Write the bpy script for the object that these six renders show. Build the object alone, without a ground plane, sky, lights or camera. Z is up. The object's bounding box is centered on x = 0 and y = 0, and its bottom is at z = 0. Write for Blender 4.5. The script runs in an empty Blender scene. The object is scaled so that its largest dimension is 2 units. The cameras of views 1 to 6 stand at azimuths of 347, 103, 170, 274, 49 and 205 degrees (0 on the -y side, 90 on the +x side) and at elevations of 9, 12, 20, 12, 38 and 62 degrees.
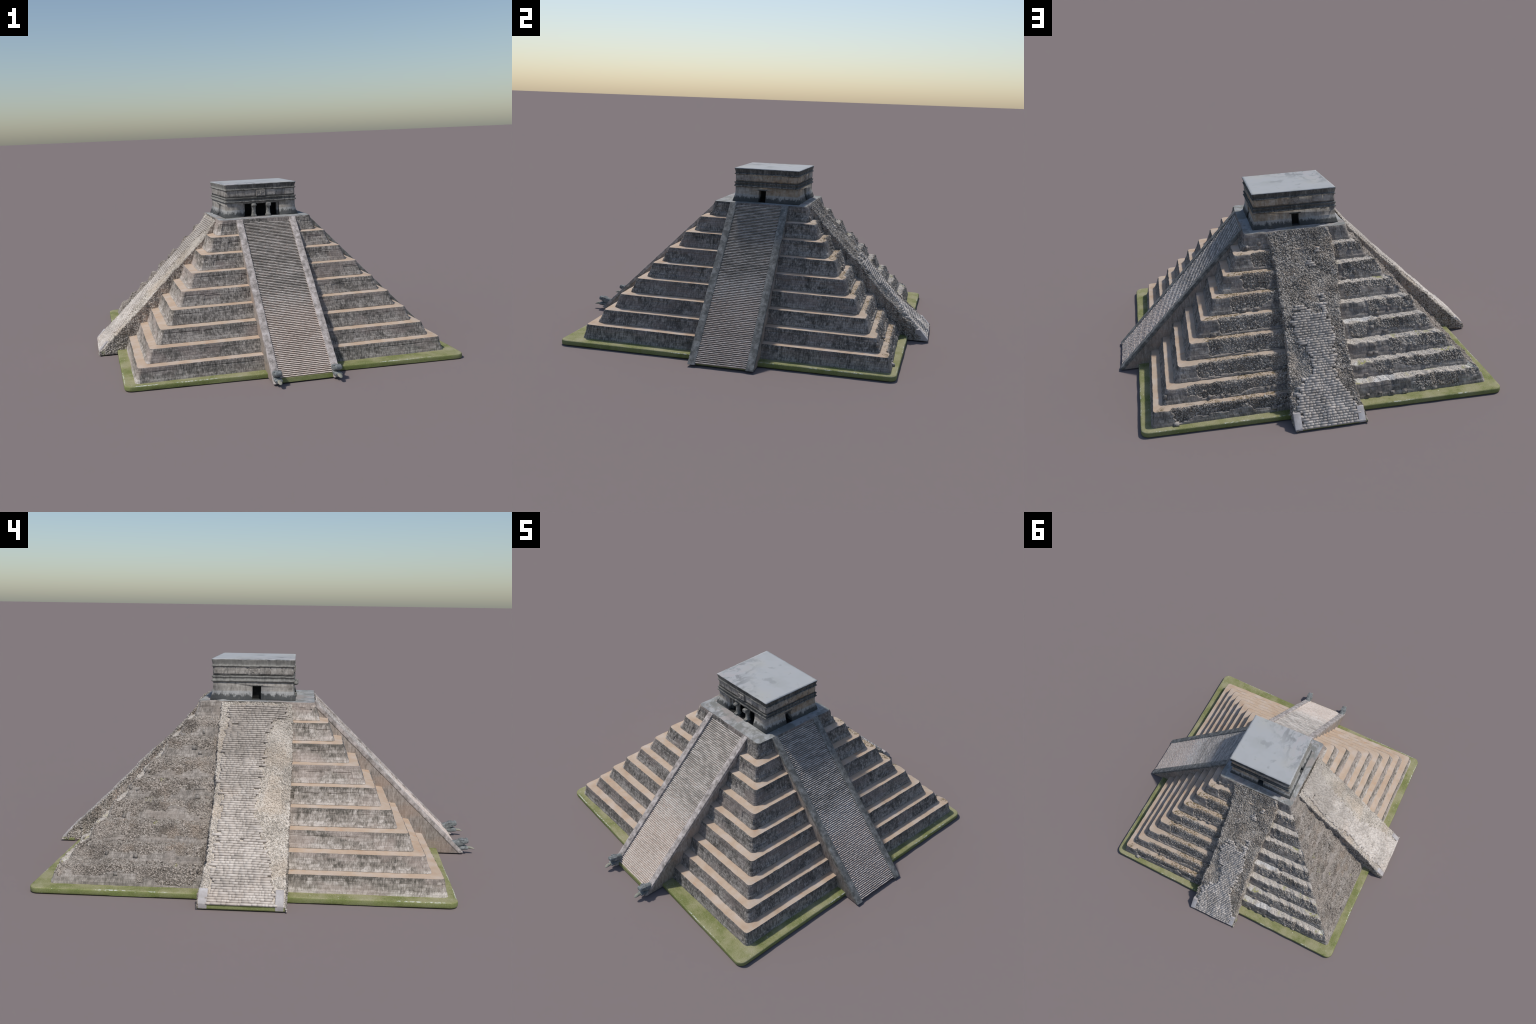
# Stepped Maya pyramid with four stairways and a temple on top.
# Two faces restored (-y, +x), two half ruined (+y, -x).  Everything is built from
# profiles, sizes and rules; all variation comes from seeded noise.
import bpy, bmesh, math
import numpy as np
from mathutils import Vector

rng = np.random.default_rng(7)
CY = 0.039                      # pyramid axis sits at y = CY

# ----------------------------------------------------------------------------
# noise helpers (value noise, vectorised)
# ----------------------------------------------------------------------------
def _hash(ix, iy, iz, seed):
    h = (ix.astype(np.int64) * 374761393 + iy.astype(np.int64) * 668265263
         + iz.astype(np.int64) * 2147483647 + seed * 1274126177) & 0xFFFFFFFF
    h = ((h ^ (h >> 13)) * 1274126177) & 0xFFFFFFFF
    h = ((h ^ (h >> 16)) * 2246822519) & 0xFFFFFFFF
    return ((h ^ (h >> 15)) & 0xFFFFFF) / float(0xFFFFFF)

def noise(x, y, z=0.0, seed=0):
    x, y, z = np.broadcast_arrays(np.asarray(x, float), np.asarray(y, float), np.asarray(z, float))
    fx, fy, fz = np.floor(x), np.floor(y), np.floor(z)
    tx, ty, tz = x - fx, y - fy, z - fz
    tx = tx * tx * (3 - 2 * tx); ty = ty * ty * (3 - 2 * ty); tz = tz * tz * (3 - 2 * tz)
    out = 0
    for dx in (0, 1):
        for dy in (0, 1):
            for dz in (0, 1):
                w = (tx if dx else 1 - tx) * (ty if dy else 1 - ty) * (tz if dz else 1 - tz)
                out = out + w * _hash(fx + dx, fy + dy, fz + dz, seed)
    return out

def fbm(x, y, z=0.0, octaves=3, seed=0):
    s, a, n = 0, 0.5, 0
    for o in range(octaves):
        s = s + a * noise(np.asarray(x) * 2 ** o, np.asarray(y) * 2 ** o, np.asarray(z) * 2 ** o, seed + o * 17)
        n += a; a *= 0.5
    return s / n

def cell(x, y, seed=0):
    x, y = np.broadcast_arrays(np.asarray(x, float), np.asarray(y, float))
    return _hash(np.floor(x), np.floor(y), np.zeros_like(x), seed)

def sstep(a, b, x):
    t = np.clip((np.asarray(x, float) - a) / (b - a), 0, 1)
    return t * t * (3 - 2 * t)

# ----------------------------------------------------------------------------
# mesh helpers
# ----------------------------------------------------------------------------
COL = bpy.context.scene.collection

def new_obj(name, mesh, parent=None, mats=()):
    ob = bpy.data.objects.new(name, mesh)
    COL.objects.link(ob)
    if parent is not None:
        ob.parent = parent
    for m in mats:
        if mesh is not None and m.name not in [k.name for k in mesh.materials if k]:
            mesh.materials.append(m)
    return ob

def mesh_from(name, V, F, mat_idx=None, smooth=True, angle=35):
    V = np.asarray(V, np.float32); F = np.asarray(F, np.int32)
    me = bpy.data.meshes.new(name)
    nf, k = F.shape
    me.vertices.add(len(V)); me.vertices.foreach_set("co", V.ravel())
    me.loops.add(nf * k); me.loops.foreach_set("vertex_index", F.ravel())
    me.polygons.add(nf)
    me.polygons.foreach_set("loop_start", np.arange(0, nf * k, k, dtype=np.int32))
    me.polygons.foreach_set("loop_total", np.full(nf, k, np.int32))
    if mat_idx is not None:
        me.polygons.foreach_set("material_index", np.asarray(mat_idx, np.int32))
    me.update(calc_edges=True)
    me.validate()
    if smooth:
        me.polygons.foreach_set("use_smooth", np.ones(len(me.polygons), bool))
        me.set_sharp_from_angle(angle=math.radians(angle))
    return me

def grid_faces(nr, nc, wrap=False, off=0):
    c = np.arange(nc if wrap else nc - 1); r = np.arange(nr - 1)
    R, C = np.meshgrid(r, c, indexing="ij")
    C2 = (C + 1) % nc
    return np.stack([R * nc + C, R * nc + C2, (R + 1) * nc + C2, (R + 1) * nc + C], -1).reshape(-1, 4) + off

BOXV = np.array([[-1, -1, -1], [1, -1, -1], [1, 1, -1], [-1, 1, -1],
                 [-1, -1, 1], [1, -1, 1], [1, 1, 1], [-1, 1, 1]], float) * 0.5
BOXF = np.array([[0, 3, 2, 1], [4, 5, 6, 7], [0, 1, 5, 4], [1, 2, 6, 5], [2, 3, 7, 6], [3, 0, 4, 7]])

def boxes_mesh(name, centers, sizes, X, Y, Z, jitter=0.0, seed=0):
    """many little boxes, each with its own axes (rows of X,Y,Z) in one mesh"""
    n = len(centers)
    r = np.random.default_rng(seed)
    b = BOXV[None] * np.asarray(sizes)[:, None, :]
    b = b * (1 + jitter * r.uniform(-1, 1, (n, 8, 3)))
    P = centers[:, None, :] + b[..., 0:1] * X[:, None, :] + b[..., 1:2] * Y[:, None, :] + b[..., 2:3] * Z[:, None, :]
    F = (BOXF[None] + (np.arange(n) * 8)[:, None, None]).reshape(-1, 4)
    return mesh_from(name, P.reshape(-1, 3), F, smooth=False)

def stones_mesh(name, P, Nrm, size, seed=0, sink=0.15):
    """angular rubble: jittered, randomly turned boxes lying on a surface"""
    n = len(P)
    r = np.random.default_rng(seed)
    a = r.normal(size=(n, 3)); X = a - (a * Nrm).sum(1, keepdims=True) * Nrm
    X /= np.linalg.norm(X, axis=1, keepdims=True)
    Zt = Nrm + 0.35 * r.normal(size=(n, 3)); Zt /= np.linalg.norm(Zt, axis=1, keepdims=True)
    X = X - (X * Zt).sum(1, keepdims=True) * Zt; X /= np.linalg.norm(X, axis=1, keepdims=True)
    Y = np.cross(Zt, X)
    s = size[:, None] * r.uniform([0.8, 0.6, 0.40], [1.5, 1.05, 0.70], (n, 3))
    C = P + Nrm * (s[:, 2:3] * (0.5 - sink) * r.uniform(-0.5, 1.0, (n, 1)))
    # pinch the top so stones read as broken lumps
    b = BOXV[None] * s[:, None, :]
    b = b * (1 + 0.28 * r.uniform(-1, 1, (n, 8, 3)))
    b[:, 4:, :2] *= r.uniform(0.55, 0.95, (n, 1, 1))
    W = C[:, None, :] + b[..., 0:1] * X[:, None] + b[..., 1:2] * Y[:, None] + b[..., 2:3] * Zt[:, None]
    W[..., 2] = np.maximum(W[..., 2], 0.0012)        # nothing sinks below the ground
    F = (BOXF[None] + (np.arange(n) * 8)[:, None, None]).reshape(-1, 4)
    return mesh_from(name, W.reshape(-1, 3), F, smooth=False)

def grid_normals(P):
    du = np.gradient(P, axis=1); dv = np.gradient(P, axis=0)
    n = np.cross(du, dv); n /= np.linalg.norm(n, axis=2, keepdims=True) + 1e-12
    return n

def sample_grid(P, N, fr, fc):
    """bilinear positions on a grid at fractional row/col"""
    r0 = np.clip(np.floor(fr).astype(int), 0, P.shape[0] - 2); c0 = np.clip(np.floor(fc).astype(int), 0, P.shape[1] - 2)
    a = (fr - r0)[:, None]; b = (fc - c0)[:, None]
    p = (P[r0, c0] * (1 - a) * (1 - b) + P[r0 + 1, c0] * a * (1 - b) + P[r0, c0 + 1] * (1 - a) * b + P[r0 + 1, c0 + 1] * a * b)
    return p, N[r0, c0]

def apply_modifiers(ob):
    dg = bpy.context.evaluated_depsgraph_get(); dg.update()
    me = bpy.data.meshes.new_from_object(ob.evaluated_get(dg))
    old = ob.data; ob.modifiers.clear(); ob.data = me
    bpy.data.meshes.remove(old)

# ----------------------------------------------------------------------------
# materials
# ----------------------------------------------------------------------------
class NT:
    def __init__(s, name, rough=0.9):
        s.m = bpy.data.materials.new(name); s.m.use_nodes = True
        s.t = s.m.node_tree; s.bsdf = s.t.nodes["Principled BSDF"]
        s.bsdf.inputs["Roughness"].default_value = rough
        s.bsdf.inputs["Specular IOR Level"].default_value = 0.15
        s.geo = s.t.nodes.new("ShaderNodeNewGeometry")
        s.pos = s.geo.outputs["Position"]
        s.xyz = s.t.nodes.new("ShaderNodeSeparateXYZ"); s.t.links.new(s.pos, s.xyz.inputs[0])
    def height(s):
        tc = s.t.nodes.new("ShaderNodeTexCoord"); sp = s.t.nodes.new("ShaderNodeSeparateXYZ")
        s.t.links.new(tc.outputs["Generated"], sp.inputs[0]); return sp.outputs[2]
    def n(s, kind, **kw):
        nd = s.t.nodes.new(kind)
        for k, v in kw.items():
            setattr(nd, k, v)
        return nd
    def link(s, a, b): s.t.links.new(a, b)
    def setin(s, sock, v):
        if hasattr(v, "is_output") or isinstance(v, bpy.types.NodeSocket): s.link(v, sock)
        else: sock.default_value = v
    def noise(s, scale, detail=3.0, rough=0.6, stretch=(1, 1, 1), offset=None, dist=0.0):
        mp = s.n("ShaderNodeMapping"); s.link(s.pos, mp.inputs[0])
        mp.inputs["Scale"].default_value = stretch
        if offset is not None: mp.inputs["Location"].default_value = offset
        t = s.n("ShaderNodeTexNoise"); s.link(mp.outputs[0], t.inputs["Vector"])
        t.inputs["Scale"].default_value = scale; t.inputs["Detail"].default_value = detail
        t.inputs["Roughness"].default_value = rough; t.inputs["Distortion"].default_value = dist
        return t.outputs["Fac"]
    def vor(s, scale, feature="F1", out="Distance"):
        t = s.n("ShaderNodeTexVoronoi", feature=feature); s.link(s.pos, t.inputs["Vector"])
        t.inputs["Scale"].default_value = scale
        return t.outputs[out]
    def math(s, op, a, b=0.0, clamp=False):
        nd = s.n("ShaderNodeMath", operation=op); nd.use_clamp = clamp
        s.setin(nd.inputs[0], a); s.setin(nd.inputs[1], b)
        return nd.outputs[0]
    def ramp(s, fac, stops, interp="LINEAR"):
        nd = s.n("ShaderNodeValToRGB"); s.link(fac, nd.inputs[0]); cr = nd.color_ramp; cr.interpolation = interp
        while len(cr.elements) < len(stops): cr.elements.new(0.5)
        for e, (p, c) in zip(cr.elements, stops):
            e.position = p; e.color = (*c, 1) if not np.isscalar(c) else (c, c, c, 1)
        return nd.outputs[0]
    def rng(s, v, a, b, c=0.0, d=1.0):
        nd = s.n("ShaderNodeMapRange"); nd.interpolation_type = "SMOOTHSTEP"
        s.setin(nd.inputs[0], v)
        for i, k in enumerate((a, b, c, d)): nd.inputs[i + 1].default_value = k
        return nd.outputs[0]
    def mix(s, fac, a, b, mode="MIX"):
        nd = s.n("ShaderNodeMix", data_type="RGBA", blend_type=mode)
        s.setin(nd.inputs[0], fac)
        for sock, v in ((nd.inputs[6], a), (nd.inputs[7], b)):
            if isinstance(v, tuple): sock.default_value = (*v, 1)
            else: s.link(v, sock)
        return nd.outputs[2]
    def brick(s, u, v, w, h, mortar=0.0015, offset=0.5):
        """0 in joints, 1 in stones, for a wall laid out on (u, v)"""
        cb = s.n("ShaderNodeCombineXYZ"); s.link(u, cb.inputs[0]); s.link(v, cb.inputs[1])
        b = s.n("ShaderNodeTexBrick"); s.link(cb.outputs[0], b.inputs["Vector"])
        b.offset = offset; b.squash = 0.7; b.squash_frequency = 3
        b.inputs["Scale"].default_value = 1.0
        b.inputs["Brick Width"].default_value = w; b.inputs["Row Height"].default_value = h
        b.inputs["Mortar Size"].default_value = mortar; b.inputs["Mortar Smooth"].default_value = 0.4
        b.inputs["Color1"].default_value = (0, 0, 0, 1); b.inputs["Color2"].default_value = (1, 1, 1, 1)
        b.inputs["Mortar"].default_value = (0.5, 0.5, 0.5, 1)
        return b.outputs["Fac"], b.outputs["Color"]
    def bump(s, h, strength=0.4, dist=0.002):
        nd = s.n("ShaderNodeBump"); nd.inputs["Strength"].default_value = strength; nd.inputs["Distance"].default_value = dist
        s.link(h, nd.inputs["Height"]); s.link(nd.outputs[0], s.bsdf.inputs["Normal"])
    def done(s, col):
        s.link(col, s.bsdf.inputs["Base Color"]); return s.m

def masonry(name, dark, mid, light, contrast=1.0, block=0.5, tint=None, streak=1.0, bw=0.022, bh=0.0115, joint=0.25, top=0.0, foot=0.0):
    """dressed stone: vertical weather streaks, single darker/lighter blocks, thin joints,
    optional black drip band under the lip (top) and pale lime footing (foot) of each tier"""
    t = NT(name)
    u = t.math("ADD", t.xyz.outputs[0], t.xyz.outputs[1]); v = t.xyz.outputs[2]
    st = t.noise(1.0, 4, 0.7, (170, 170, 30))
    st2 = t.noise(1.0, 3, 0.6, (60, 60, 12), (3, 1, 7))
    pt = t.noise(9.0, 4, 0.6, (1, 1, 1.4), (5, 2, 1))
    f = t.math("ADD", t.math("MULTIPLY", st, 0.62 * streak), t.math("MULTIPLY", st2, 0.34))
    f = t.math("ADD", f, t.math("MULTIPLY", pt, 0.34))
    uw = t.math("ADD", u, t.math("MULTIPLY", t.noise(30, 2, 0.5, (1, 1, 1), (3, 3, 1)), 0.010))
    vw = t.math("ADD", v, t.math("MULTIPLY", t.noise(12, 2, 0.5, (1, 1, 1), (8, 3, 1)), 0.012))
    fac, bc = t.brick(uw, vw, bw, bh, 0.0009)
    bcol = t.n("ShaderNodeSeparateColor"); t.link(bc, bcol.inputs[0])
    f = t.math("ADD", f, t.math("MULTIPLY", t.math("SUBTRACT", bcol.outputs[0], 0.5), 0.16 * block))
    c = 0.65
    if top or foot:
        h = t.height()
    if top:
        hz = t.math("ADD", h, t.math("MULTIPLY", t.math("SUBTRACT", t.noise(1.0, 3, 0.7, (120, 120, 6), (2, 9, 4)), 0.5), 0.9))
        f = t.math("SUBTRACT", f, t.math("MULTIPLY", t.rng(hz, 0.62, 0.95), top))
    if foot:
        hz2 = t.math("ADD", h, t.math("MULTIPLY", t.math("SUBTRACT", t.noise(1.0, 3, 0.6, (60, 60, 20), (6, 9, 4)), 0.5), 0.5))
        f = t.math("ADD", f, t.math("MULTIPLY", t.rng(hz2, 0.30, 0.10), foot))
    col = t.ramp(f, [(c - 0.16 / contrast, dark), (c, mid), (c + 0.16 / contrast, light)])
    if tint:
        col = t.mix(t.math("MULTIPLY", t.rng(t.noise(6.0, 3, 0.5, (1, 1, 2), (9, 4, 2)), 0.48, 0.64), 0.55), col, tint)
    col = t.mix(t.math("MULTIPLY", fac, joint), col, tuple(k * 0.35 for k in mid))
    speck = t.noise(420, 2, 0.6)
    col = t.mix(t.rng(speck, 0.60, 0.72, 0, 0.45), col, tuple(min(1, k * 1.1) for k in light))
    col = t.mix(t.rng(speck, 0.42, 0.30, 0, 0.45), col, dark)
    hgt = t.math("SUBTRACT", t.math("ADD", t.math("MULTIPLY", st, 0.6), t.math("MULTIPLY", speck, 0.5)), t.math("MULTIPLY", fac, 0.6))
    t.bump(hgt, 0.5, 0.0018)
    return t.done(col)

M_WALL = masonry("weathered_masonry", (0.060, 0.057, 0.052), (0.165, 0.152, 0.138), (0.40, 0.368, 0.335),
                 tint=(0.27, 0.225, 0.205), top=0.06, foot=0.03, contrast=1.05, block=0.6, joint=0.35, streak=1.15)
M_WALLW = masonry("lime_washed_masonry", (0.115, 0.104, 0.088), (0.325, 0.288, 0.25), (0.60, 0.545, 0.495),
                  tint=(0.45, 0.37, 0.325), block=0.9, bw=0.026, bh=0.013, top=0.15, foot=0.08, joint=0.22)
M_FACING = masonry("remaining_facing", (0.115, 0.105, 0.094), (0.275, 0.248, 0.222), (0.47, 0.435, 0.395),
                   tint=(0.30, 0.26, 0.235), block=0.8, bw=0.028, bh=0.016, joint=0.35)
M_SIDE = masonry("stair_side_masonry", (0.16, 0.14, 0.12), (0.33, 0.285, 0.25), (0.50, 0.445, 0.40),
                 tint=(0.44, 0.33, 0.26), block=0.1, streak=1.1, joint=0.08)

def rubble_mat(name, a, b, c, tint, var=0.7, lichen=0.0, patch=0.42):
    t = NT(name, 0.95)
    isl = t.geo.outputs["Random Per Island"]
    pt = t.noise(11, 4, 0.6)
    f = t.math("ADD", t.math("MULTIPLY", isl, var), t.math("MULTIPLY", t.math("SUBTRACT", pt, 0.5), 0.75))
    f = t.math("ADD", f, 0.56 - var / 2)
    col = t.ramp(f, [(0.28, a), (0.55, b), (0.86, c)])
    col = t.mix(t.rng(t.noise(7, 3, 0.5, (1, 1, 1), (2, 8, 3)), 0.52, 0.66, 0, 0.45), col, tint)
    if lichen:      # grey lichen thickens towards the top of the flight
        zz = t.math("ADD", t.xyz.outputs[2], t.math("MULTIPLY", t.math("SUBTRACT", t.noise(7, 4, 0.6, (1, 1, 1), (3, 9, 2)), 0.5), 0.9))
        col = t.mix(t.rng(zz, 0.20, 0.60, 0, lichen), col, tuple(0.85 * k for k in a))
    big = t.noise(4.5, 4, 0.6, (1, 1, 1), (6, 1, 4))
    col = t.mix(t.rng(big, 0.50, 0.66, 0, patch), col, tuple(k * 1.05 for k in c))
    col = t.mix(t.rng(t.noise(6, 4, 0.65, (1, 1, 1), (1, 7, 9)), 0.50, 0.64, 0, patch * 1.15), col, tuple(0.75 * k for k in a))
    g = t.noise(500, 2, 0.6)
    col = t.mix(t.rng(g, 0.55, 0.75, 0, 0.3), col, c)
    t.bump(g, 0.4, 0.001)
    return t.done(col)

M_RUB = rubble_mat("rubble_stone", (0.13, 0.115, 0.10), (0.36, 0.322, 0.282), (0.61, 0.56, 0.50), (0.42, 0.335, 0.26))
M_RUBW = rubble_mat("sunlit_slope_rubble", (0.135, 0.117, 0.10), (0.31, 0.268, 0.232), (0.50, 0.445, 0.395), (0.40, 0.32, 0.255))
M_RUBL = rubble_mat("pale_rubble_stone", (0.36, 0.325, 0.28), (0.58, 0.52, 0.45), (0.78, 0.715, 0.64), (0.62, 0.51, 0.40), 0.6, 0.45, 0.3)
M_RUBB = rubble_mat("bleached_ledge_rubble", (0.40, 0.36, 0.315), (0.60, 0.545, 0.485), (0.76, 0.71, 0.65), (0.62, 0.53, 0.44))  # stone colours raised to show direct sun on the ledges
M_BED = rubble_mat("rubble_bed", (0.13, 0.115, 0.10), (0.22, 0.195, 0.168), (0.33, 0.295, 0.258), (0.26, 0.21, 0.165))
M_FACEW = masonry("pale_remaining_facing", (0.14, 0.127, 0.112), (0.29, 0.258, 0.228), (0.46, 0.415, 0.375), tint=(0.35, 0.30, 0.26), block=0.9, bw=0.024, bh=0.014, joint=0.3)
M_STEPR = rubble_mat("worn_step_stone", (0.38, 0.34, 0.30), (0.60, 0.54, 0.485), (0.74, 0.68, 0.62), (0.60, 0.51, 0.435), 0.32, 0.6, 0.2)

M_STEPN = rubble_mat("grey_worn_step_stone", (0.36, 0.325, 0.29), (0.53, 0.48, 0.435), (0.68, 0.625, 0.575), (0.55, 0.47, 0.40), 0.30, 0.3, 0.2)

def debris_mat(name="ledge_debris", pale=True):
    t = NT(name, 0.95)
    f = t.noise(150, 4, 0.7); p = t.noise(8, 3, 0.55)
    col = t.ramp(f, [(0.34, (0.34, 0.30, 0.255)), (0.5, (0.55, 0.495, 0.435)), (0.66, (0.70, 0.65, 0.59))])  # ramp brightened so the ledges look sunlit
    if not pale:
        col = t.ramp(f, [(0.34, (0.15, 0.135, 0.118)), (0.5, (0.29, 0.26, 0.228)), (0.66, (0.44, 0.40, 0.355))])
    moss = t.math("MULTIPLY", t.rng(p, 0.52, 0.62) if pale else t.rng(p, 0.60, 0.68), t.rng(t.noise(60, 3, 0.6), 0.42, 0.56))
    col = t.mix(t.math("MULTIPLY", moss, 0.8), col, (0.33, 0.33, 0.09))
    white = t.rng(t.noise(6, 2, 0.5, (1, 1, 1), (4, 4, 9)), 0.62, 0.68)
    if pale: col = t.mix(t.math("MULTIPLY", white, 0.75), col, (0.66, 0.65, 0.63))
    t.bump(f, 0.7, 0.003)
    return t.done(col)
M_DEBRIS = debris_mat()
M_DEBRISW = debris_mat("collapsed_debris", False)

def sand_mat(name, dirty):
    t = NT(name, 0.95)
    f = t.noise(14, 4, 0.55, (1, 1, 1)); g = t.noise(300, 2, 0.6)
    col = t.ramp(f, [(0.32, (0.51, 0.37, 0.265)), (0.5, (0.555, 0.43, 0.325)), (0.68, (0.585, 0.485, 0.405))])
    col = t.mix(t.rng(g, 0.45, 0.75, 0, 0.25), col, (0.47, 0.335, 0.24))
    rust = t.rng(t.noise(22, 3, 0.6, (1, 1, 1), (7, 7, 7)), 0.62, 0.72, 0, 0.35)
    col = t.mix(rust, col, (0.58, 0.30, 0.155))
    if dirty:
        col = t.mix(0.45, col, (0.47, 0.40, 0.325))
        d = t.math("MULTIPLY", t.rng(t.noise(5, 2, 0.5, (1, 1, 1), (1, 3, 5)), 0.47, 0.56), t.rng(t.noise(110, 3, 0.6), 0.46, 0.56))
        col = t.mix(d, col, (0.20, 0.15, 0.085))
    t.bump(g, 0.25, 0.0015)
    return t.done(col)
M_SAND = sand_mat("sandy_ledge", False)
M_SANDD = sand_mat("dirty_ledge", True)

def grass_mat():
    t = NT("mown_grass", 0.95)
    f = t.noise(9, 5, 0.65); g = t.noise(240, 3, 0.7)
    col = t.ramp(f, [(0.36, (0.18, 0.205, 0.065)), (0.47, (0.275, 0.275, 0.125)), (0.56, (0.335, 0.32, 0.175)), (0.68, (0.385, 0.355, 0.225))])
    col = t.mix(t.rng(g, 0.42, 0.70, 0, 0.5), col, (0.38, 0.37, 0.225))
    col = t.mix(t.rng(g, 0.50, 0.30, 0, 0.5), col, (0.12, 0.14, 0.035))
    spk = t.rng(t.noise(90, 2, 0.5, (1, 1, 1), (3, 3, 3)), 0.70, 0.76)
    col = t.mix(spk, col, (0.62, 0.62, 0.48))
    # darker green on the steep flank, worn chalky line on the rounded rim
    nz = t.n("ShaderNodeSeparateXYZ"); t.link(t.geo.outputs["Normal"], nz.inputs[0])
    col = t.mix(t.rng(nz.outputs[2], 0.75, 0.4, 0, 0.55), col, (0.15, 0.195, 0.055))
    rim = t.math("MULTIPLY", t.rng(nz.outputs[2], 0.45, 0.62), t.rng(nz.outputs[2], 0.995, 0.97))
    br = t.math("MULTIPLY", t.rng(t.noise(5, 2, 0.5, (1, 1, 1), (1, 6, 2)), 0.50, 0.56), t.rng(t.noise(75, 3, 0.7), 0.45, 0.58))
    col = t.mix(t.math("MULTIPLY", rim, t.math("MULTIPLY", br, 0.85)), col, (0.62, 0.63, 0.55))
    t.bump(g, 0.5, 0.003)
    return t.done(col)
M_GRASS = grass_mat()

def step_mat(name="cut_step_stone", baked_shade=0.0):
    t = NT(name, 0.9)
    oi = t.n("ShaderNodeObjectInfo")
    z = t.xyz.outputs[2]
    blk = t.noise(1.0, 2, 0.5, (55, 55, 140), (2, 0, 0))
    f = t.math("ADD", t.math("MULTIPLY", blk, 0.7), t.math("MULTIPLY", t.noise(7, 4, 0.6), 0.45))
    f = t.math("ADD", f, t.math("MULTIPLY", t.math("SUBTRACT", oi.outputs["Random"], 0.5), 0.08))
    col = t.ramp(f, [(0.34, (0.38, 0.345, 0.31)), (0.53, (0.66, 0.60, 0.545)), (0.72, (0.82, 0.765, 0.71))])  # tread colour lightened to carry the baked-in light on the steps
    warm = t.rng(t.noise(60, 2, 0.5, (1, 1, 2), (8, 1, 1)), 0.52, 0.66, 0, 0.5)
    col = t.mix(warm, col, (0.58, 0.42, 0.34))
    # dark lichen over the upper flight
    up = t.math("ADD", t.rng(z, 0.26, 0.46), t.math("MULTIPLY", t.math("SUBTRACT", t.noise(5, 3, 0.6), 0.5), 0.9))
    st = t.math("MULTIPLY", t.rng(up, 0.45, 0.75), t.rng(t.noise(1.0, 4, 0.7, (16, 16, 70), (5, 5, 5)), 0.40, 0.62))
    col = t.mix(t.math("MULTIPLY", st, 0.66), col, (0.19, 0.178, 0.16))
    col = t.mix(t.rng(z, 0.22, 0.50, 0, 0.30), col, (0.40, 0.375, 0.34))
    low = t.math("ADD", t.rng(z, 0.44, 0.18), t.math("MULTIPLY", t.math("SUBTRACT", t.noise(8, 3, 0.6, (1, 1, 1), (4, 1, 6)), 0.5), 0.8))
    col = t.mix(t.math("MULTIPLY", t.rng(low, 0.3, 0.9), 0.30), col, (0.74, 0.56, 0.45))
    if baked_shade:
        col = t.mix(baked_shade, col, (0.13, 0.10, 0.08))
    g = t.noise(380, 2, 0.6)
    col = t.mix(t.rng(g, 0.56, 0.74, 0, 0.4), col, (0.18, 0.165, 0.15))
    t.bump(g, 0.35, 0.0012)
    return t.done(col)
M_STEP = step_mat()
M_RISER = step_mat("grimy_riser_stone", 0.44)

def plaster(name, a, b, c, scale=28):
    t = NT(name, 0.9)
    f = t.noise(scale, 5, 0.68); g = t.noise(330, 2, 0.6)
    col = t.ramp(f, [(0.36, a), (0.5, b), (0.64, c)])
    col = t.mix(t.rng(g, 0.54, 0.72, 0, 0.3), col, a)
    t.bump(t.math("ADD", f, t.math("MULTIPLY", g, 0.4)), 0.4, 0.0015)
    return t.done(col)
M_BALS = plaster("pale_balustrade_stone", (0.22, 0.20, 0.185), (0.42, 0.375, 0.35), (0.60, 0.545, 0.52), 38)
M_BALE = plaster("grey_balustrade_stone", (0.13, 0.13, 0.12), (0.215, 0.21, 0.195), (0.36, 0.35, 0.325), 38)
M_HEAD = plaster("serpent_stone", (0.13, 0.14, 0.138), (0.205, 0.22, 0.22), (0.30, 0.315, 0.315), 60)
M_TONGUE = plaster("serpent_tongue_stone", (0.20, 0.20, 0.165), (0.28, 0.285, 0.245), (0.45, 0.36, 0.25), 45)
M_MARBLE = plaster("smooth_newel_stone", (0.40, 0.37, 0.36), (0.50, 0.47, 0.46), (0.60, 0.585, 0.59), 12)
M_DARK = plaster("shadowed_interior_stone", (0.012, 0.012, 0.012), (0.02, 0.02, 0.019), (0.03, 0.03, 0.028))

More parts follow.
